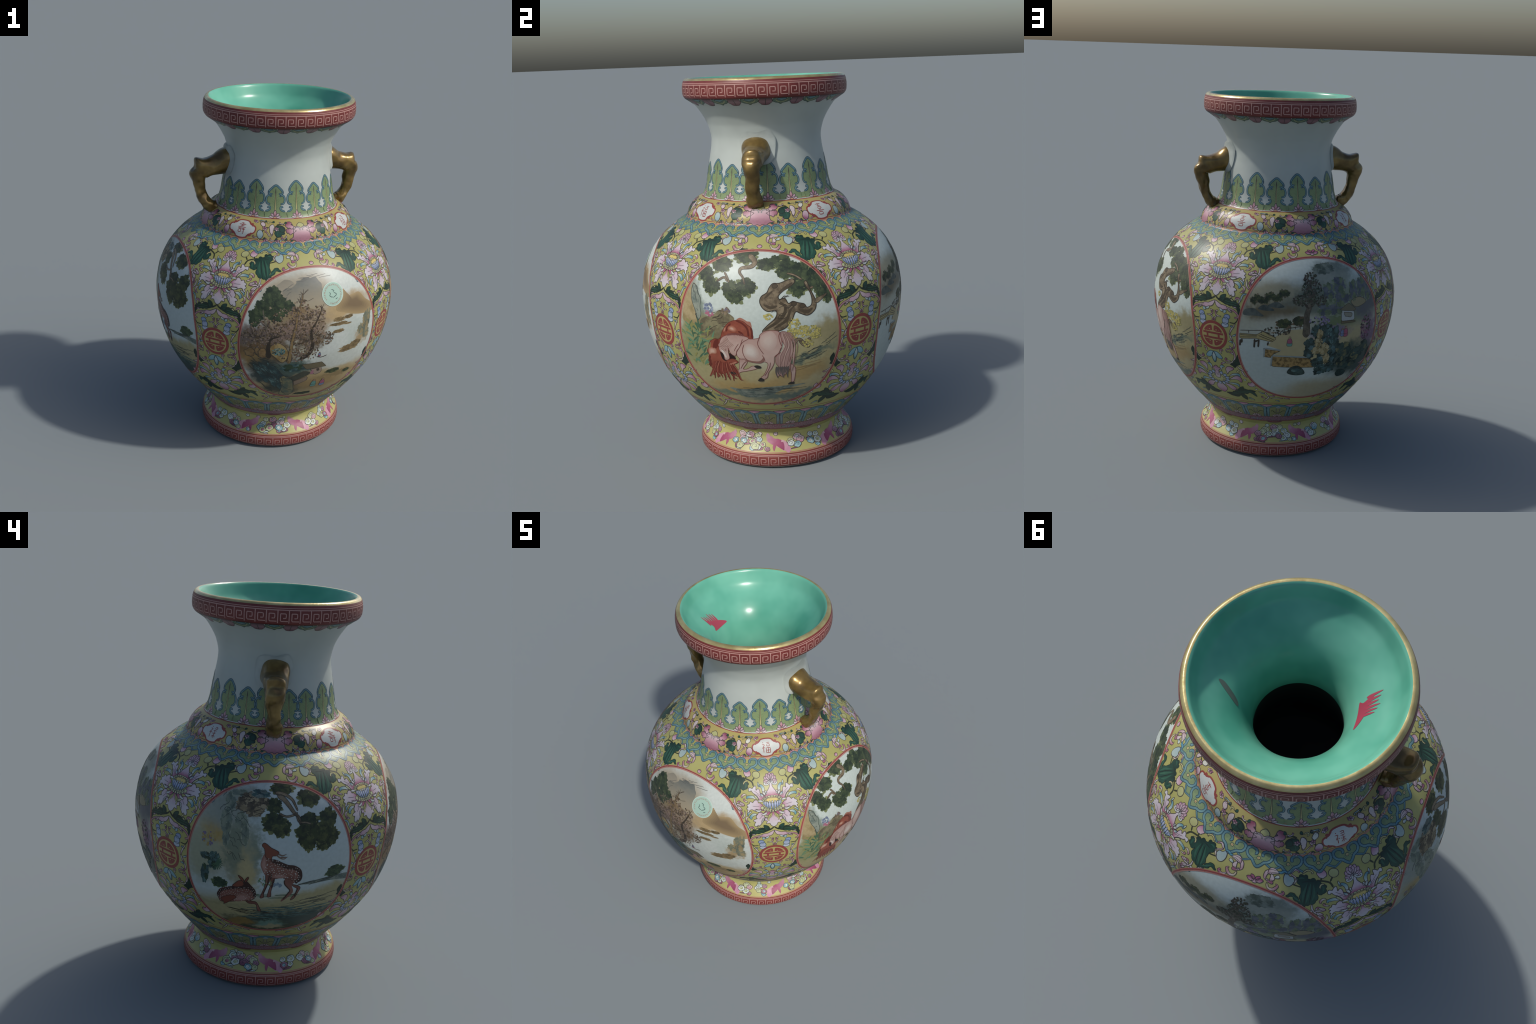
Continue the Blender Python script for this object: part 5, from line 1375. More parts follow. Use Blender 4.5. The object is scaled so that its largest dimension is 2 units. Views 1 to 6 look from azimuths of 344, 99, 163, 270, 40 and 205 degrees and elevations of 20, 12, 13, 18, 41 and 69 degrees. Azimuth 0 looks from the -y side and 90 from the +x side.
for i, (c, rx, ry) in enumerate([((0.10,0.93), .15, .10), ((0.41,0.82), .16, .13), ((0.02,0.72), .10, .10), ((0.02,0.53), .16, .13), ((0.10,0.48), .13, .12), ((0.41,0.54), .13, .12), ((0.64,0.56), .13, .14), ((0.55,0.42), .16, .15), ((0.38,0.40), .14, .14), ((0.69,0.36), .11, .12), ((0.61,0.28), .12, .08), ((0.43,0.29), .09, .09)]):
    B.clump("foliage", c, rx, ry, OAK, 140 + i, 11, 2 + i % 2)
B.limb("branch", [(0.05,0.85), (0.12,0.80), (0.18,0.73), (0.24,0.65), (0.30,0.59), (0.31,0.52)], lambda t: .040 * (1 - t) + .018, BARK, BARKD, 7)
B.limb("branch", [(0.02,0.87), (0.12,0.86), (0.21,0.80), (0.25,0.73), (0.28,0.67)], lambda t: .032 * (1 - t) + .014, BARK, BARKD, 7)
B.limb("branch", [(0.28,0.65), (0.22,0.62), (0.15,0.61), (0.07,0.64)], .02, BARK, BARKD, 7)
B.limb("branch", [(0.27,0.62), (0.30,0.55), (0.38,0.54), (0.44,0.52)], .02, BARK, BARKD, 8)
CL = [speckle("cliff_brown", "5f513d", "8a7d62", 18), speckle("cliff_dark", "4a4234", "6f634c", 22), speckle("cliff_tan_face", "857656", "a39574", 20)]
for k_, (c, rx, ry) in enumerate([((-0.31,0.72), .11, .10), ((-0.19,0.71), .12, .11), ((-0.10,0.75), .08, .09), ((-0.26,0.80), .10, .07), ((-0.20,0.64), .10, .06)]):
    B.clump("cliff", c, rx, ry, CL, 440 + k_, 9, 2)
for k_, (c, rx, ry) in enumerate([((-0.47,0.73), .07, .12), ((-0.36,0.84), .12, .05), ((-0.51,0.50), .08, .16), ((-0.34,0.53), .08, .12), ((-0.29,0.38), .05, .14), ((-0.51,0.33), .05, .12)]):
    B.clump("hanging_moss", c, rx, ry, [speckle("moss_pale", "7d8a78", "98a08a", 18), speckle("moss_grey", "66756a", "828c78", 22), speckle("moss_dark", "55645a", "74806c", 22)], 450 + k_, 9, 1)
B.rocky("cliff_line", (-0.24,0.72), .16, .13, 14, 21, BARKD, .1, .0024, 6)
B.rocky("cliff_line", (-0.50,0.68), .1, .16, 8, 22, INKR, .8, .0022, 4)
B.rocky("cliff_line", (-0.39,0.37), .14, .3, 14, 23, INKR, -.6, .0022, 4)
B.clump("moss", (-0.14,0.85), .12, .06, [ROCKG, ROCKT, ROCKG], 31, 9, 4)
B.flecks("blossom", (-0.71,0.29), .08, .09, 30, .014, [flat("blossom_violet", "74688a"), flat("blossom_ochre", "a08a4c")], 33, 4)
# shrub rock at left
for i, (c, rx, ry) in enumerate([((-0.64,0.03), .09, .12), ((-0.75,-0.16), .06, .14), ((-0.74,0.07), .08, .05)]):
    B.clump("rock_shrub", c, rx, ry, [ROCKT, ROCKT, SHRUB[1]], 150 + i, 9, 3)
l0 = np.array((-0.61,0.01))
B.lines("leaf_spray", [[tuple(l0), tuple(l0 + (.08 * math.cos(a), -.10 * math.sin(a)))] for a in np.linspace(-1, 2.6, 12)], .005, G3, 6)
B.clump("shrub", (-0.57,-0.25), .11, .08, SHRUB, 161, 10, 3)
B.clump("shrub", (0.79,-0.06), .13, .07, SHRUB, 162, 10, 3)
B.clump("shrub", (0.74,-0.10), .10, .05, SHRUB, 163, 10, 3)
B.patch("bank", [(0.33,-0.20), (0.54,-0.16), (0.79,-0.13), (0.98,-0.14), (0.97,-0.21), (0.72,-0.19), (0.48,-0.21)], ROCKG, None, lv=2)
B.rocky("bank_line", (0.58,-0.18), .3, .03, 10, 41, INKR, .22, .0022, 4)
B.rocky("bank_line", (0.01,-0.37), .3, .03, 12, 42, G3, .03, .0026, 3)
B.rocky("bank_line", (0.50,-0.46), .3, .05, 14, 43, INKR, .15, .0024, 3)
B.rocky("bank_line", (0.25,-0.62), .55, .1, 40, 44, speckle("bank_teal", "34504e", "5f7f78", 30), .08, .0035, 3)
B.rocky("bank_line", (-0.18,-0.66), .3, .06, 16, 45, BARKD, -.12, .003, 3)
B.flecks("grass", (-0.04,-0.17), .09, .08, 30, .011, [flat("grass_olive", "8a8a58"), G1], 46, 3)
B.flecks("grass", (0.09,-0.21), .05, .03, 18, .012, [flat("grass_blue", "7a93a5")], 47, 3)
DB = enamel("deer_coat", [(0, "7d4e42"), (.5, "8a5a4c"), (1, "714236")], noise=(3, .6), mottle=.2)
DP = flat("deer_belly", "b58a7c", .12)
DK = flat("deer_dark_back", "3f2620", .2)
DH = flat("deer_head", "80442f", .15)
DS = flat("deer_spot", "bdb2a8", .05)
# standing stag
STAG = [(-0.09,0.10), (-0.07,0.16), (-0.04,0.14), (0.01,0.12), (0.07,0.11), (0.15,0.06), (0.24,0.04), (0.30,0.03), (0.34,-0.02), (0.36,-0.08), (0.35,-0.14), (0.29,-0.16), (0.23,-0.13), (0.18,-0.12), (0.12,-0.11), (0.06,-0.12), (0.01,-0.07), (-0.04,-0.07), (-0.07,-0.02), (-0.09,0.04)]
B.patch("stag_leg", [(0.02,-0.11), (0.06,-0.11), (0.05,-0.20), (0.03,-0.29), (0.03,-0.37), (-0.01,-0.38), (0.00,-0.30), (0.02,-0.20)], DB, DK, lv=4)
B.patch("stag_leg", [(0.26,-0.20), (0.33,-0.22), (0.36,-0.25), (0.34,-0.31), (0.30,-0.40), (0.26,-0.43), (0.27,-0.39), (0.32,-0.30), (0.32,-0.26), (0.28,-0.23)], DB, DK, lv=4)
B.patch("stag_body", STAG, DB, DK, lv=5)
B.patch("stag_leg", [(-0.04,-0.05), (0.02,-0.05), (0.01,-0.13), (-0.02,-0.23), (-0.05,-0.33), (-0.05,-0.39), (-0.09,-0.40), (-0.07,-0.32), (-0.04,-0.20)], DB, DK, lv=6)
B.patch("stag_thigh", [(0.18,-0.12), (0.23,-0.09), (0.30,-0.13), (0.29,-0.17), (0.26,-0.21), (0.28,-0.29), (0.26,-0.34), (0.19,-0.42), (0.15,-0.45), (0.16,-0.41), (0.23,-0.32), (0.24,-0.28), (0.20,-0.23), (0.17,-0.18)], DB, None, lv=6)
B.soft("stag_chest", [(-0.09,0.11), (-0.07,0.16), (-0.05,0.13), (-0.04,-0.02), (-0.05,-0.06), (-0.08,-0.01), (-0.10,0.05)], "8a5a4c", "ab8478", 7)
B.soft("stag_belly", [(0.04,-0.09), (0.08,-0.06), (0.16,-0.07), (0.19,-0.10), (0.14,-0.11), (0.06,-0.11)], "8a5a4c", "ab8478", 7)
B.limb("stag_back", [(0.01,0.11), (0.07,0.09), (0.13,0.06), (0.20,0.03), (0.27,0.02), (0.33,-0.02), (0.35,-0.09), (0.34,-0.14), (0.31,-0.16), (0.31,-0.19)], lambda t: .055 - .02 * abs(t - .4), DK, None, 8)
B.patch("stag_head", [(-0.10,0.28), (-0.08,0.31), (-0.05,0.30), (-0.00,0.26), (0.04,0.24), (0.09,0.21), (0.07,0.17), (0.02,0.16), (0.01,0.12), (-0.03,0.13), (-0.06,0.16), (-0.07,0.24)], DH, DK, lv=9)
strand(B, "stag_antler", [[(0.06,0.18), (0.11,0.14), (0.15,0.13), (0.19,0.16)], [(0.08,0.19), (0.13,0.17), (0.18,0.19)], [(0.11,0.15), (0.15,0.15), (0.19,0.15)]], .018, flat("antler", "7d6658"), 10)
for pts in ([(0.00,-0.08), (-0.02,-0.21), (-0.06,-0.34)], [(0.17,-0.14), (0.18,-0.20), (0.24,-0.28), (0.22,-0.33), (0.17,-0.42)], [(0.05,-0.13), (0.03,-0.25)], [(0.33,-0.25), (0.30,-0.38)]):
    B.limb("stag_shade", pts, .014, DK, None, 9)
R9 = random.Random(9)


def spots(name, poly, step, size, lv, box):
    pc = Piece(sp)
    q = cr(poly, 6 * len(poly), True)
    (x0, y0), (x1, y1) = q.min(0), q.max(0)
    y, row = y0, 0
    while y < y1:
        x = x0 + (row % 2) * step / 2
        while x < x1:
            p = (x + R9.uniform(-.3, .3) * step, y + R9.uniform(-.3, .3) * step)
            if inside(q, p) and (box is None or box(p)):
                z = size * R9.uniform(.7, 1.25)
                pc.fill(ellipse(p, z, z * .9, 8), DS, lv, .05, False)
            x += step
        y += step * .85; row += 1
    pc.done(name, tuple(q.mean(0)), tuple(q.mean(0) + (0, .2)), pan, True)


cx = (-0.06,0.16)[0]
spots("stag_spot", STAG, .034, .0068, 10, lambda p: p[0] > cx)
# resting doe
DOE = [(-0.58,-0.42), (-0.57,-0.36), (-0.52,-0.31), (-0.40,-0.27), (-0.29,-0.25), (-0.22,-0.25), (-0.16,-0.28), (-0.14,-0.35), (-0.15,-0.41), (-0.21,-0.46), (-0.31,-0.47), (-0.40,-0.50), (-0.52,-0.53), (-0.56,-0.50)]
B.patch("doe_foreleg", [(-0.25,-0.46), (-0.19,-0.46), (-0.13,-0.47), (-0.09,-0.55), (-0.07,-0.62), (-0.11,-0.60), (-0.13,-0.51), (-0.21,-0.50)], DB, DK, lv=4)
B.patch("doe_body", DOE, DB, DK, lv=5)
B.soft("doe_belly", [(-0.38,-0.45), (-0.33,-0.38), (-0.25,-0.37), (-0.21,-0.42), (-0.27,-0.46), (-0.35,-0.48)], "8a5a4c", "ab8478", 7)
B.limb("doe_back", [(-0.57,-0.47), (-0.57,-0.40), (-0.52,-0.34), (-0.40,-0.29), (-0.29,-0.27), (-0.21,-0.27), (-0.16,-0.33), (-0.15,-0.40)], .034, DK, None, 7)
B.patch("doe_neck", [(-0.29,-0.21), (-0.26,-0.17), (-0.20,-0.23), (-0.15,-0.30), (-0.22,-0.28), (-0.28,-0.26)], DK, None, lv=8)
spots("doe_spot", DOE, .028, .0052, 10, None)
B.patch("doe_haunch", [(-0.54,-0.48), (-0.47,-0.42), (-0.40,-0.40), (-0.36,-0.42), (-0.40,-0.47), (-0.50,-0.56), (-0.50,-0.53)], DH, DK, lv=11)
B.patch("doe_head", [(-0.41,-0.26), (-0.38,-0.22), (-0.34,-0.18), (-0.30,-0.18), (-0.28,-0.22), (-0.30,-0.25), (-0.37,-0.27)], DH, DK, lv=11)
B.patch("doe_ear", [(-0.35,-0.11), (-0.30,-0.14), (-0.28,-0.18), (-0.31,-0.17)], DH, DK, lv=12)
B.patch("doe_ear", [(-0.24,-0.12), (-0.23,-0.14), (-0.26,-0.19), (-0.27,-0.17)], DH, DK, lv=12)

# --- roundel with autumn valley (front) ---------------------------------------------
th = TURN - Q90
sp, pan = roundel(th, picture_mat("picture_valley", th, "c6cfc9", [
    (.2, -.80, 1.2, .40, "b09a68", .3, .15, 5), (*(-0.34,0.58), .34, .32, "a89c82", .4, .14, 5), (*(-0.05,0.60), .30, .34, "a39880", .4, .14, 6), (*(0.42,0.45), .42, .16, "a8926a", .4, .2, 6), (*(0.21,0.39), .4, .14, "b59d70", .5, .2, 5),
    (*(0.01,0.51), .16, .12, "b5ab92", .6, .3, 6), (*(0.43,0.14), .30, .14, "bcc5bf", .4, .2, 5, 12), (*(0.34,-0.04), .36, .16, "c3cbc5", .4, .2, 5), (*(0.38,-0.31), .40, .14, "bfc6be", .4, .2, 5), (*(0.60,0.04), .14, .2, "b9c3bc", .5, .2, 5),
    (*(0.76,-0.04), .12, .12, "a58f66", .5, .3, 9), (*(-0.40,0.38), .30, .22, "8f8260", .4, .3, 8), (*(-0.18,0.41), .18, .26, "8a7350", .45, .35, 9), (*(0.00,0.29), .18, .18, "9a8a72", .5, .35, 9),
    (*(-0.72,0.08), .36, .18, "7b6a60", .35, .3, 10), (*(-0.28,0.19), .34, .14, "8c7668", .4, .3, 10), (*(-0.77,-0.12), .28, .14, "80623a", .35, .3, 9), (*(-0.43,-0.13), .30, .16, "6f5c40", .4, .3, 9), (*(-0.17,-0.07), .16, .14, "b9b8a4", .5, .3, 8), (*(-0.05,0.03), .22, .12, "746856", .45, .4, 11),
    (*(-0.72,-0.30), .24, .16, "a07f44", .45, .25, 6, -30), (*(-0.52,-0.46), .34, .22, "3c4a46", .3, .3, 8, -30), (*(-0.33,-0.74), .26, .16, "44483a", .35, .3, 8), (*(-0.26,-0.39), .30, .12, "4f6258", .4, .35, 9), (*(0.13,-0.71), .35, .12, "a08450", .45, .2, 6), (*(0.40,-0.60), .26, .05, "8a7448", .6, .3, 8)]))
B = Brush(sp, pan)
MTN = enamel("far_peak", [(0, "a89c80"), (.45, "938d7a"), (.8, "74776f"), (1, "5f6460")], noise=(5, .35), mottle=.12)
MTB = enamel("brown_peak", [(0, "b09a70"), (.5, "94805c"), (1, "6f604a")], noise=(5, .4), mottle=.15)
MTP = enamel("pale_peak", [(0, "aba18a"), (1, "8d8878")], noise=(5, .3), mottle=.1)
B.patch("far_mountain", [(-0.49,0.74), (-0.42,0.81), (-0.35,0.85), (-0.27,0.83), (-0.24,0.76), (-0.33,0.70), (-0.44,0.64)], MTP, None, lv=1)
B.patch("far_mountain", [(-0.41,0.67), (-0.35,0.74), (-0.28,0.75), (-0.22,0.80), (-0.21,0.83), (-0.15,0.84), (-0.11,0.87), (-0.03,0.86), (0.04,0.87), (0.08,0.81), (0.11,0.77), (0.11,0.69), (0.14,0.62), (0.15,0.50), (0.02,0.46), (-0.15,0.50), (-0.32,0.53)], MTN, None, lv=2)
B.soft("far_mountain", [(0.33,0.42), (0.39,0.54), (0.44,0.63), (0.48,0.55), (0.58,0.55), (0.66,0.55), (0.75,0.46), (0.86,0.38), (0.87,0.29), (0.64,0.31), (0.44,0.37)], "ab9468", "7d6a4e", 1, 7)
for i, (c, rx, ry) in enumerate([((-0.52,0.68), .11, .11), ((-0.49,0.59), .13, .12), ((-0.59,0.59), .10, .11), ((-0.35,0.52), .10, .08), ((-0.45,0.48), .15, .12), ((-0.68,0.48), .12, .12), ((-0.52,0.39), .12, .10), ((-0.76,0.38), .12, .11), ((-0.79,0.30), .08, .08)]):
    B.clump("foliage", c, rx * .92, ry * .92, [PINE[1], PINE[1], PINE[2]], 200 + i, 11, 2 + i % 2)
for i, (c, rx, ry, n) in enumerate([((-0.63,0.22), .22, .13, 110), ((-0.78,0.08), .18, .14, 110), ((-0.57,0.11), .22, .12, 110), ((-0.28,0.19), .25, .12, 100), ((-0.35,0.36), .2, .14, 90), ((-0.18,0.38), .14, .22, 120), ((0.02,0.34), .13, .16, 90), ((-0.10,0.11), .25, .12, 110), ((0.12,0.05), .14, .1, 70), ((-0.17,-0.04), .16, .14, 80), ((-0.04,-0.08), .1, .16, 60), ((-0.26,-0.17), .18, .1, 60)]):
    B.flecks("autumn_leaf", c, rx, ry, int(n * 1.5), .0105, [BROWNF[0], BROWNF[1], BROWNF[2], BROWNF[1], flat("autumn_plum", "75655e"), flat("autumn_rose", "948070"), INKT], 220 + i, 3 + i % 2)
B.limb("tree_trunk", [(-0.32,-0.29), (-0.31,-0.09), (-0.30,0.05), (-0.26,0.26), (-0.23,0.43), (-0.17,0.59), (-0.15,0.68)], lambda t: .042 * (1 - t) + .010, flat("trunk_tan", "8a7246"), INKT, 6)
B.limb("tree_trunk", [(-0.18,-0.23), (-0.06,-0.14), (-0.03,0.00), (-0.06,0.17), (0.02,0.32), (0.07,0.42)], lambda t: .055 * (1 - t) + .012, BARKD, None, 6)
B.limb("tree_trunk", [(-0.58,-0.21), (-0.60,-0.03), (-0.57,0.08), (-0.46,0.12)], lambda t: .06 * (1 - t) + .012, BARKD, None, 6)
B.limb("tree_trunk", [(-0.63,0.20), (-0.66,0.37), (-0.67,0.47)], .018, flat("pine_trunk_grey", "6f6858"), None, 6)
R8 = random.Random(8)
tw = []
for c in ((-0.15,0.65), (-0.20,0.55), (-0.10,0.57), (-0.26,0.44), (-0.13,0.33), (0.07,0.42), (0.03,0.31), (0.01,0.11), (0.15,0.05), (0.22,0.02), (-0.20,0.07), (-0.63,0.24), (-0.78,0.09), (-0.52,0.11), (-0.69,0.10), (-0.10,0.04)):
    for j in range(6):
        a = R8.uniform(.1, 3.0); l = R8.uniform(.05, .11)
        tw.append([c, (c[0] + l * .5 * math.cos(a) + R8.uniform(-.01, .01), c[1] + l * .5 * math.sin(a)), (c[0] + l * math.cos(a), c[1] + l * math.sin(a))])
B.lines("twig", tw, .0022, INKT, 7)
B.patch("boulder", [(-0.57,-0.03), (-0.50,0.03), (-0.42,-0.00), (-0.35,-0.09), (-0.35,-0.21), (-0.41,-0.27), (-0.50,-0.19), (-0.57,-0.12)], ROCKO, INKT, lv=4)
B.flecks("moss_dot", (-0.46,-0.10), .09, .05, 60, .011, [flat("moss_teal", "5f8f90"), flat("moss_pale", "86aca8"), ROCKT], 240, 6)
for c, rx, ry in (((-0.83,-0.13), .07, .06), ((-0.67,-0.13), .06, .07), ((-0.74,-0.10), .03, .06)):
    B.patch("boulder", lobed(c, rx, ry, 7, .1, 5), speckle("boulder_brown", "7a5c34", "987a4c", 20), INKT, lv=4)
for i, (a, b) in enumerate((((-0.71,-0.27), (-0.43,-0.74)), ((-0.60,-0.26), (-0.36,-0.79)), ((-0.78,-0.31), (-0.55,-0.65)))):
    B.patch("rock_fold", blade([a, ((a[0] + b[0]) / 2 + .05, (a[1] + b[1]) / 2), b], .13, .5, lobes=3, depth=.3), ROCKT, INKR, False, 3)
B.patch("rock_fold", [(-0.40,-0.56), (-0.35,-0.51), (-0.25,-0.57), (-0.21,-0.67), (-0.18,-0.90), (-0.34,-0.92), (-0.35,-0.72)], speckle("fall_rock", "5d6a58", "9a8c5c", 16), INKR, lv=4)
B.rocky("rock_line", (-0.55,-0.49), .3, .25, 26, 51, INKR, -.75, .003, 6)
B.clump("shrub", (-0.26,-0.37), .16, .08, [ROCKT, SHRUB[1], ROCKT], 251, 9, 4)
B.clump("shrub", (-0.03,-0.92), .13, .035, [SHRUB[1], SHRUB[1], OAK[1]], 252, 9, 4)
B.clump("shrub", (0.33,-0.52), .12, .05, [OAK[0], OAK[1], OAK[2]], 253, 9, 3)
B.clump("shrub", (0.57,-0.59), .07, .04, [OAK[0], OAK[1], OAK[2]], 254, 9, 3)
for k_, (c, rx, ry) in enumerate([((0.33,0.22), .15, .028), ((0.47,0.20), .07, .014), ((0.33,0.12), .10, .03), ((0.55,-0.17), .17, .06), ((0.65,-0.13), .10, .05), ((0.47,-0.20), .12, .03), ((0.33,0.28), .10, .035), ((0.48,0.29), .08, .03)]):
    B.clump("islet", c, rx, ry, [speckle("islet_fringe", "8f7d5a", "a5936c", 18), speckle("islet_brown", "5f5034", "84704a", 18), speckle("islet_mid", "75633f", "937d55", 18)], 400 + k_, 13, 1)
for k_, (c, rx, ry) in enumerate([((0.81,0.14), .09, .16), ((0.85,0.23), .05, .10), ((0.73,0.06), .09, .10), ((0.82,-0.03), .08, .09)]):
    B.clump("far_cliff", c, rx, ry, [speckle("far_cliff_pale", "77806f", "959278", 14), speckle("far_cliff_grey", "56645c", "7f8068", 14), speckle("far_cliff_tan", "8a7c58", "9f9068", 14)], 420 + k_, 9, 1)
B.rocky("far_line", (-0.01,0.87), .2, .03, 8, 52, flat("far_ink", "5d5f5c"), .1, .0025, 3)
B.rocky("far_line", (-0.33,0.70), .1, .06, 6, 53, flat("far_ink", "5d5f5c"), .7, .0022, 3)
B.patch("house_roof", [(-0.14,-0.32), (0.13,-0.31), (0.21,-0.40), (0.14,-0.40), (-0.07,-0.41)], flat("thatch", "6b6248", .25), INKT, False, 5)
B.patch("house_wall", [(-0.01,-0.42), (0.14,-0.40), (0.15,-0.50), (0.06,-0.53)], flat("house_wall", "a08c78"), INKT, False, 4)
B.patch("house_window", [(0.07,-0.42), (0.11,-0.41), (0.12,-0.46), (0.08,-0.47)], INKT, None, False, 6)
B.patch("curtain", [(-0.01,-0.50), (0.01,-0.44), (0.04,-0.44), (0.04,-0.52)], flat("curtain_rose", "a5707e"), None, False, 6)
B.patch("house_roof", [(-0.27,-0.55), (-0.10,-0.44), (0.00,-0.47), (-0.03,-0.52), (-0.21,-0.61)], flat("dark_thatch", "4a4c3e", .25), INKT, False, 5)
B.patch("house_wall", [(-0.21,-0.62), (-0.03,-0.54), (-0.03,-0.62), (-0.19,-0.71)], flat("porch", "8f7a64"), INKT, False, 4)
FIG = {"teal": flat("robe_teal", "5f9488"), "rose": flat("robe_rose", "a5546e"), "blue": flat("robe_blue", "6f82a8"), "skin": flat("figure_skin", "b08c74"), "dark": INKT}


def figure(B, c, h, top, bottom):
    x, y = c
    B.patch("figure", [(x - h * .22, y), (x + h * .22, y), (x + h * .2, y + h * .4), (x - h * .2, y + h * .4)], FIG[bottom], INKT, lv=6, w=.0014)
    B.patch("figure", [(x - h * .22, y + h * .3), (x + h * .22, y + h * .3), (x + h * .14, y + h * .72), (x - h * .14, y + h * .72)], FIG[top], INKT, lv=8, w=.0014)
    B.patch("figure_head", ellipse((x, y + h * .84), h * .1, h * .12, 10), FIG["skin"], INKT, lv=9, w=.0014)


figure(B, (0.08,-0.77), .15, "teal", "teal")
figure(B, (0.21,-0.78), .15, "rose", "blue")
B.limb("boat", [(0.04,-0.21), (0.11,-0.23), (0.19,-0.21)], .012, INKT, None, 4)
figure(B, (0.08,-0.21), .07, "blue", "rose")
# dealer's round paper label
LAB = flat("label_paper", "a9cbbb", .05, .5)
LABI = flat("label_ink", "44605c", .1, .5)
c = np.array((0.25,0.62))
pc = Piece(sp)
pc.shape(ellipse(c, .150, .150, 60), LAB, flat("label_edge", "c6dcd0"), 12, .003)
for i in range(34):
    a = math.radians(-110 + 330 * i / 34)
    q = c + .118 * np.array([math.cos(a), math.sin(a)])
    d, e = np.array([math.cos(a), math.sin(a)]), np.array([-math.sin(a), math.cos(a)])
    k = i % 3
    glyph = ([q - d * .012 - e * .006, q + d * .012, q - d * .012 + e * .006], [q - d * .012, q + d * .012, q + e * .008], [q - e * .007 - d * .01, q + d * .012 - e * .004, q + e * .007])[k]
    pc.ribbon(np.array(glyph), .006, flat("label_red", "b07a6c", .1, .5), 14)
for s_ in ([(-.05, .03), (-.035, .005), (-.05, -.015), (-.015, -.04), (-.005, -.03)], [(-.02, .06), (.015, .045), (.02, .03), (.0, .035)], [(.01, .02), (.05, -.005), (.04, -.025), (.01, -.04), (0, -.055)], [(.03, -.07), (.065, -.055)]):
    pc.ribbon(cr([tuple(c + np.array(q)) for q in s_], 20), .009, LABI, 14)
pc.done("paper_label", tuple(c - (0, .15)), tuple(c + (0, .15)), pan)

# --- roundel with garden rock (back) ---------------------------------------------------
th = TURN + Q90
sp, pan = roundel(th, picture_mat("picture_garden", th, "bccac6", [
    (0, .18, 1.1, .28, "a4a288", .4, .1, 4), (-.5, .50, .5, .2, "9a977c", .4, .15, 6), (.25, .78, .28, .16, "6f7c74", .4, .3, 9), (.2, .62, .3, .2, "8f978c", .5, .3, 7), (-.05, .46, .22, .2, "5f6c60", .4, .25, 8), (-.25, .40, .26, .1, "6f7466", .5, .2, 9),
    (-.55, .30, .35, .12, "6f6448", .4, .3, 10), (-.2, .1, .7, .16, "b0b3a2", .4, .15, 5), (.5, .35, .42, .3, "7d8878", .45, .3, 7), (.35, .3, .22, .2, "67785c", .5, .35, 9), (.75, .4, .22, .25, "5c5f66", .5, .35, 9), (.3, .12, .3, .12, "6a7a52", .5, .35, 9),
    (.1, -.22, .52, .22, "b5a878", .25, .08, 5), (.55, -.15, .4, .25, "b0a47a", .35, .12, 5), (.2, .02, .26, .08, "7a6f8a", .5, .35, 12), (.85, -.1, .14, .25, "7a5f7a", .5, .4, 12), (.6, -.42, .4, .26, "4c5a50", .35, .3, 9),
    (.05, -.88, .9, .22, "ada586", .5, .15, 5), (-.6, -.5, .4, .5, "b3c0bc", .5, .1, 5)]))
B = Brush(sp, pan)
B.patch("far_spit", [(-0.89,0.33), (-0.78,0.35), (-0.72,0.31), (-0.66,0.26), (-0.77,0.26), (-0.91,0.26)], speckle("spit_grey", "3c4644", "5c655e", 22), None, lv=3)
B.patch("far_spit", [(-0.73,0.35), (-0.65,0.40), (-0.54,0.35), (-0.55,0.33), (-0.66,0.33)], speckle("spit_grey", "3c4644", "5c655e", 22), None, lv=3)
B.patch("far_spit", [(-0.61,0.39), (-0.50,0.44), (-0.41,0.39), (-0.43,0.37), (-0.53,0.37)], speckle("spit_grey", "3c4644", "5c655e", 22), None, lv=3)
for i in range(10):
    B.clump("far_tree", ((-0.78,0.46)[0] + .045 * i, (-0.78,0.44)[1] + .03 * math.sin(i * 1.7) + .01 * i), .05, .055, [speckle("far_tree_grey", "5a5640", "746c52", 40), OAK[1], OAK[2]], 300 + i, 8, 2, 4)
B.clump("far_hill_wood", (0.14,0.84), .16, .09, [speckle("far_wood", "55635a", "77837a", 30), speckle("far_wood_dark", "44524a", "5f6c62", 30), speckle("far_wood", "55635a", "77837a", 30)], 321, 12, 2)
for i, (c, rx, ry) in enumerate([((0.17,0.53), .09, .14), ((0.32,0.61), .12, .12), ((0.35,0.43), .14, .12), ((0.69,0.55), .10, .16), ((0.54,0.51), .08, .16), ((0.12,0.33), .13, .10), ((0.27,0.32), .12, .1), ((0.79,0.47), .08, .12)]):
    B.clump("garden_tree", c, rx, ry, [speckle("garden_leaf_pale", "67785a", "86927a", 30), speckle("garden_leaf_blue", "474f5c", "666c74", 30), speckle("garden_leaf", "4f6048", "6d7c5c", 30)], 330 + i, 10, 3)
B.flecks("violet_blossom", (0.04,0.19), .14, .06, 60, .012, [flat("violet_flower", "75688f"), flat("violet_pale", "9088a4"), SHRUB[1]], 351, 4)
B.flecks("plum_blossom", (0.77,0.01), .10, .16, 90, .012, [flat("plum_flower", "8a4f72"), flat("plum_dark", "5c3a50"), SHRUB[1]], 352, 4)
B.limb("bare_tree", [(-0.13,-0.01), (-0.13,0.12), (-0.13,0.27), (-0.09,0.39), (-0.08,0.55), (-0.05,0.71)], lambda t: .075 * (1 - t) + .02, speckle("bare_bark", "4c463a", "716857", 30), INKT, 6)
B.limb("branch", [(-0.10,0.35), (-0.16,0.42), (-0.21,0.47)], lambda t: .03 * (1 - t) + .01, BARKD, None, 6)
B.limb("branch", [(-0.08,0.37), (-0.02,0.43), (0.03,0.46)], lambda t: .03 * (1 - t) + .01, BARKD, None, 6)
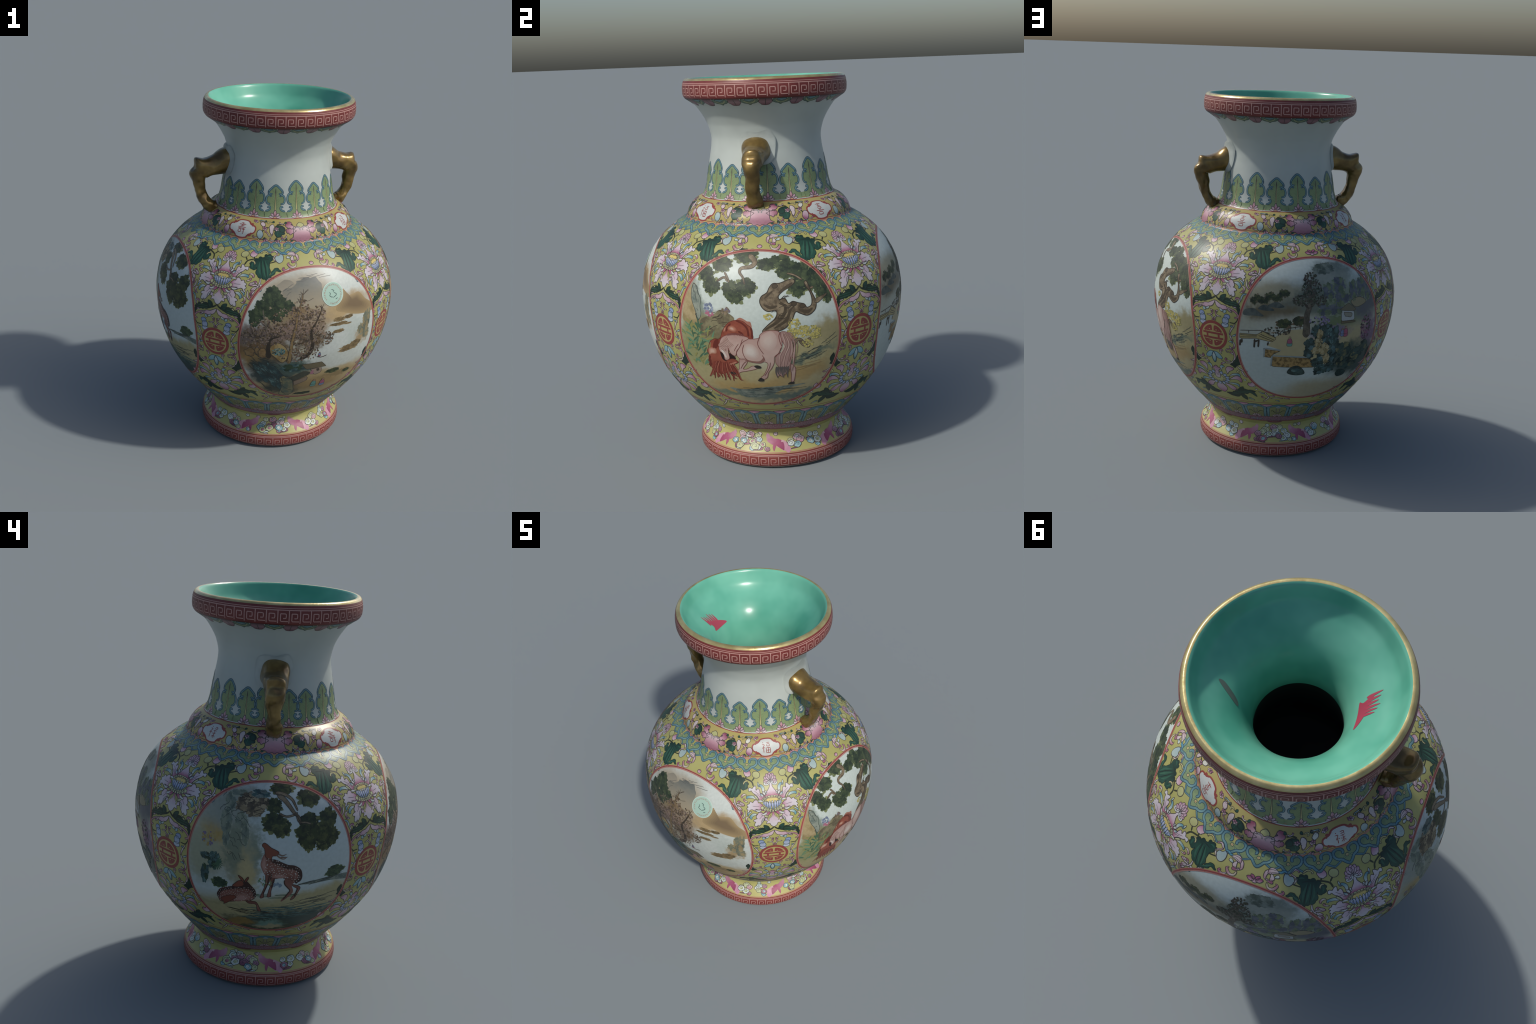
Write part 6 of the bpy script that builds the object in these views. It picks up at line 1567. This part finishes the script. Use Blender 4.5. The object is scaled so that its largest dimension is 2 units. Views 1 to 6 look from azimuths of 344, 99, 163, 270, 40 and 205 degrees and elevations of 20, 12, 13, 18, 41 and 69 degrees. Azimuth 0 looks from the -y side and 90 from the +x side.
for i, (c, rx, ry, n) in enumerate([((-0.05,0.71), .1, .09, 50), ((-0.05,0.60), .13, .10, 70), ((-0.20,0.46), .10, .07, 45), ((0.02,0.45), .13, .07, 60), ((-0.08,0.50), .1, .08, 45)]):
    B.flecks("tree_leaf", c, rx, ry, int(n * 1.5), .011, [speckle("grey_leaf", "44463a", "5f5f4c", 40), OAK[1], INKT], 360 + i, 7)
B.clump("shrub", (-0.41,0.17), .11, .07, [BROWNF[1], OAK[1], OAK[2]], 371, 9, 3)
B.clump("shrub", (-0.23,0.20), .09, .07, [BROWNF[1], OAK[1], OAK[2]], 372, 9, 3)
B.flecks("fern", (-0.50,0.07), .17, .06, 60, .011, [OAK[1], BROWNF[0], INKT], 373, 4)
B.lines("fence", [[(-0.48,0.01), (-0.42,0.09), (-0.31,0.12), (-0.17,0.14)]] + [[q, (q[0], q[1] - .04)] for q in ((-0.45,0.06), (-0.40,0.10), (-0.33,0.13), (-0.27,0.14), (-0.21,0.14))], .004, INKT, 5)
# terrace and bridge
B.patch("terrace", [(-0.60,-0.12), (-0.50,0.01), (-0.36,0.09), (-0.16,0.10), (-0.10,-0.04), (-0.09,-0.29), (-0.51,-0.25), (-0.42,-0.18)], flat("terrace_sand", "b3a67a"), None, False, 2)
WALLB = speckle("wall_stone", "6b5428", "a5864a", 60, .42, .55)
B.patch("terrace_wall", [(-0.64,-0.16), (-0.42,-0.18), (-0.53,-0.25), (-0.53,-0.29), (-0.63,-0.28)], WALLB, INKR, False, 3)
B.patch("terrace_wall", [(-0.52,-0.26), (-0.08,-0.30), (0.02,-0.36), (0.02,-0.45), (-0.52,-0.42)], WALLB, INKR, False, 4)
B.lines("coping", [[(-0.53,-0.26), (-0.30,-0.27), (-0.08,-0.29)], [(-0.53,-0.26), (-0.53,-0.42)], [(-0.63,-0.16), (-0.63,-0.29)], [(-0.63,-0.16), (-0.43,-0.18)]], .008, flat("coping_grey", "8f9a98"), 6)
B.patch("bridge_deck", [(-0.95,0.02), (-0.73,0.02), (-0.67,0.07), (-0.49,-0.02), (-0.55,-0.07), (-0.74,-0.03), (-0.95,-0.05)], flat("bridge_plank", "aa9c64"), INKT, False, 5)
B.lines("bridge_rail", [[(-0.95,0.06), (-0.68,0.08)], [(-0.68,0.08), (-0.50,-0.01)], [(-0.84,0.07), (-0.84,0.03)], [(-0.68,0.08), (-0.68,0.04)], [(-0.95,-0.00), (-0.73,0.01)], [(-0.95,-0.03), (-0.73,-0.01)], [(-0.70,0.03), (-0.52,-0.04)], [(-0.72,0.01), (-0.53,-0.06)]], .0035, INKT, 7)
B.lines("bridge_leg", [[(-0.94,-0.06), (-0.94,-0.15)], [(-0.92,-0.05), (-0.92,-0.11)], [(-0.76,-0.04), (-0.76,-0.16)], [(-0.71,-0.04), (-0.71,-0.15)], [(-0.76,-0.08), (-0.71,-0.05)], [(-0.59,-0.07), (-0.60,-0.12)]], .010, BARKD, 4)
# scholar's rock
RKD = speckle("scholar_rock_dark", "20302c", "3f5650", 24)
ROCKS = [RKD, RKD, speckle("scholar_rock_teal", "2f4846", "58787a", 22)]
for k_, (c, rx, ry) in enumerate([((0.01,0.06), .09, .09), ((0.14,0.08), .10, .07), ((0.25,-0.00), .08, .12), ((-0.07,-0.12), .08, .11), ((-0.07,-0.23), .08, .09), ((0.07,-0.38), .10, .10), ((0.12,-0.51), .11, .08), ((0.24,-0.48), .09, .09), ((0.25,-0.30), .08, .12), ((0.26,-0.14), .08, .10), ((0.09,-0.13), .13, .2)]):
    B.clump("garden_rock", c, rx, ry, ROCKS, 460 + k_, 9, 5)
OCH = [speckle("rock_ochre_face", "8a784a", "ab9c70", 22), speckle("rock_ochre_pale", "a5966a", "b8ab82", 22), speckle("rock_ochre_mid", "7a6a40", "9c8c5e", 22)]
for k_, (c, rx, ry) in enumerate([((0.05,0.02), .05, .07), ((0.04,-0.09), .06, .07), ((0.02,-0.20), .07, .06), ((0.13,-0.19), .07, .09), ((0.17,-0.33), .05, .08)]):
    B.clump("rock_face", c, rx, ry, OCH, 480 + k_, 9, 10)
for k_, (c, rx, ry) in enumerate([((0.19,0.03), .04, .07), ((0.22,-0.07), .04, .06), ((0.11,-0.44), .07, .03)]):
    B.clump("rock_face", c, rx, ry, [ROCKT, ROCKT, speckle("rock_teal_face", "3f6060", "6f9490", 22)], 490 + k_, 9, 10)
B.rocky("rock_line", (0.11,-0.19), .12, .3, 16, 61, INKG, -.6, .003, 12)
for i, (c, rx, ry) in enumerate([((0.42,-0.24), .13, .12), ((0.65,-0.35), .13, .12), ((0.55,-0.46), .15, .10), ((0.78,-0.25), .08, .09), ((0.40,-0.43), .07, .1)]):
    B.clump("garden_rock", c, rx, ry, [RKD, RKD, speckle("rock_moss", "3f5046", "7d7a50", 20)], 380 + i, 9, 6)
B.patch("low_rock", [(-0.31,-0.52), (-0.28,-0.44), (-0.21,-0.41), (-0.14,-0.45), (-0.09,-0.54), (-0.20,-0.56)], RKD, INKG, lv=8)
B.patch("low_rock", ellipse((-0.21,-0.48), .06, .025, 16), ROCKT, None, lv=10)
B.patch("low_rock", [(0.36,-0.60), (0.41,-0.55), (0.51,-0.59), (0.50,-0.65), (0.40,-0.66)], RKD, INKG, lv=8)
# pavilion
B.patch("pavilion_wall", [(0.34,0.30), (0.54,0.27), (0.55,0.15), (0.34,0.16)], flat("pavilion_white", "a9b0b0"), INKT, False, 6)
B.patch("pavilion_window", [(0.38,0.27), (0.51,0.25), (0.50,0.19), (0.39,0.22)], flat("pavilion_window", "8b8a7c"), INKT, False, 8)
B.patch("pavilion_roof", [(0.32,0.31), (0.45,0.38), (0.58,0.28), (0.53,0.27), (0.38,0.29)], flat("pavilion_roof", "6f6a54"), INKT, False, 8)
B.patch("pavilion_base", [(0.34,0.16), (0.57,0.14), (0.58,0.12), (0.34,0.13)], flat("pavilion_base", "6f6448"), INKT, False, 7)
B.patch("thatch_roof", [(0.49,0.39), (0.59,0.43), (0.69,0.41), (0.75,0.35), (0.58,0.31)], flat("thatch_pale", "8d8464"), INKT, lv=6)
figure(B, (-0.33,-0.12), .13, "rose", "teal")
figure(B, (0.42,-0.05), .14, "rose", "rose")
figure(B, (0.37,-0.04), .11, "blue", "blue")

# ------------------------------------------------------------------ handles
def handle(sign, k):
    """Gilt beast-head handle: a thick root, a knee with a brow fold, a trunk running down to the collar."""
    #        centre x, z ;  half thickness in plane, half width in y
    sec = [(.270, 1.650, .078, .070), (.305, 1.642, .075, .069), (.345, 1.627, .064, .064), (.385, 1.617, .056, .058), (.422, 1.606, .056, .052), (.450, 1.580, .052, .047),
           (.452, 1.545, .041, .040), (.443, 1.505, .036, .035), (.436, 1.468, .034, .034), (.420, 1.430, .033, .034), (.402, 1.402, .038, .038), (.376, 1.388, .038, .040), (.350, 1.392, .030, .034)]
    S = np.array(sec)
    n, m = 90, 40
    u = cr(S[:, :2], n)
    w = cr(S[:, 2:], n)
    d = np.gradient(u, axis=0); d /= np.hypot(d[:, 0], d[:, 1])[:, None]
    nn = np.stack([d[:, 1], -d[:, 0]], 1) * -1      # outward side of the bend
    R = random.Random(3 + k)
    V = []
    a = np.linspace(0, 2 * math.pi, m, endpoint=False)
    for i in range(n):
        t = i / (n - 1)
        ca, sa = np.cos(a), np.sin(a)
        sq = (np.abs(ca) ** 2.35 + np.abs(sa) ** 2.35) ** (-1 / 2.35)      # slightly squared section
        fold = (.020 if k == 0 else .026) * math.exp(-((t - .345) / .024) ** 2) - .010 * math.exp(-((t - .39) / .02) ** 2) + .006 * math.exp(-((t - .44) / .04) ** 2)
        top = np.clip(ca, 0, 1)
        out = (w[i, 0] - .004) * sq * ca - (.006 * top if k == 0 else 0) + fold * top ** 2
        side = w[i, 1] * sq * sa * (1 + .04 * math.sin(t * 24 + k)) + .003 * np.sin(3 * a + t * 20)
        x = u[i, 0] + nn[i, 0] * out
        z = u[i, 1] + nn[i, 1] * out
        y = side + (-.004 - .005 * t if k == 0 else -.004 - .010 * t)
        V.append(np.stack([x, y, z], 1))
    V = np.array(V)
    C = V.mean(1, keepdims=True)
    for i in range(n):
        g = min(1, max(.25, (i / n - .15) * 3))
        for j in range(m):
            q = Vector(V[i, j]) * 17 + Vector((k * 9.1, 3.3, 0))
            f = .0075 * noise.noise(q) + .0035 * noise.noise(q * 2.3)
            d_ = V[i, j] - C[i, 0]
            V[i, j] += d_ / (np.linalg.norm(d_) + 1e-9) * f * g
    V[..., 0] = V[..., 0] * (1.0 if k == 0 else 1.025) - (.008 if k == 0 else .0)
    V[..., 0] *= sign
    F = [(i * m + j, i * m + (j + 1) % m, (i + 1) * m + (j + 1) % m, (i + 1) * m + j) for i in range(n - 1) for j in range(m)]
    V = V.reshape(-1, 3)
    F.append(tuple(range((n - 1) * m, n * m)))
    if sign > 0:
        F = [f[::-1] for f in F]
    me = bpy.data.meshes.new("handle")
    me.from_pydata(V.tolist(), [], F)
    me.materials.append(GOLD)
    me.polygons.foreach_set("use_smooth", [True] * len(F))
    me.update()
    h = put("handle", me, None, VASE)
    # white porcelain seat round the root
    sp = Spot(0 if sign > 0 else math.pi, 1.652, .1)
    pc = Piece(sp)
    q = cr([(-.86, -.55), (-.92, .1), (-.84, .62), (-.66, .80), (-.3, .84), (.0, .78), (.3, .86), (.62, .92), (.80, .70), (.92, .4), (.90, -.1), (.80, -.6), (.4, -.84), (-.4, -.84)], 80, True)
    n_ = 80
    for kk, (f, hh) in enumerate(((1.0, -.002), (.97, .010), (.86, .018), (.5, .024))):
        pass
    rings = [(1.0, -.003), (.985, .006), (.93, .014), (.82, .020), (.5, .024)]
    xy = np.vstack([q * f for f, _ in rings]); hh = np.repeat([x for _, x in rings], n_)
    F = [(a * n_ + i, a * n_ + (i + 1) % n_, (a + 1) * n_ + (i + 1) % n_, (a + 1) * n_ + i) for a in range(4) for i in range(n_)]
    pc.add(xy, hh, F, WHITE)
    o = pc.done("handle_seat", (0, -.8), (0, .8), h)


handle(1, 0)
handle(-1, 1)

# two stray touches of rose enamel inside the mouth
STRAY = enamel("stray_rose", [(0, "b8405a"), (.5, "b02c48"), (1, "b85a6c")], noise=(30, .8))


def inner_spot(th, z, outline, mat):
    i0 = np.interp(z, INS[::-1, 1], np.arange(len(INS))[::-1])
    pts = cr(outline, 48, True)
    V, N = [], []
    for x, y in np.vstack([[(0, 0)], pts]):
        k = i0 - y / .008
        r, zz = np.interp(k, np.arange(len(INS)), INS[:, 0]), np.interp(k, np.arange(len(INS)), INS[:, 1])
        r2, z2 = np.interp(k + 1, np.arange(len(INS)), INS[:, 0]), np.interp(k + 1, np.arange(len(INS)), INS[:, 1])
        d = np.array([r2 - r, z2 - zz]); d /= np.hypot(*d)
        nr, nz = d[1], -d[0]
        t = th + x / r
        r, zz = r + .001 * nr, zz + .001 * nz
        V.append((r * math.cos(t), r * math.sin(t), zz)); N.append((nr * math.cos(t), nr * math.sin(t), nz))
    F = [(0, i, i % len(pts) + 1) for i in range(1, len(pts) + 1)]
    put("stray_enamel", make_mesh("stray_enamel", V, F, N, [mat], [0] * len(F)), None, VASE)


inner_spot(math.radians(-167), 1.816, [(.058, .058), (.032, .004), (.037, -.022), (-.02, -.028), (-.075, -.02), (-.045, .004), (-.012, .018), (.022, .034)], STRAY)
for k_ in range(6):
    a_ = -163 + 3.2 * k_ - 9
    inner_spot(math.radians(a_), 1.83 + .003 * k_, [(.006, .045 + .006 * (k_ % 3)), (.006, .0), (.0, -.02), (-.006, .0)], STRAY)
inner_spot(math.radians(17), 1.835, [(-.03, .06), (.0, .02), (.035, -.04), (.015, -.045), (-.015, .0), (-.035, .04)], flat("stray_mauve", "6f7a70", .2))
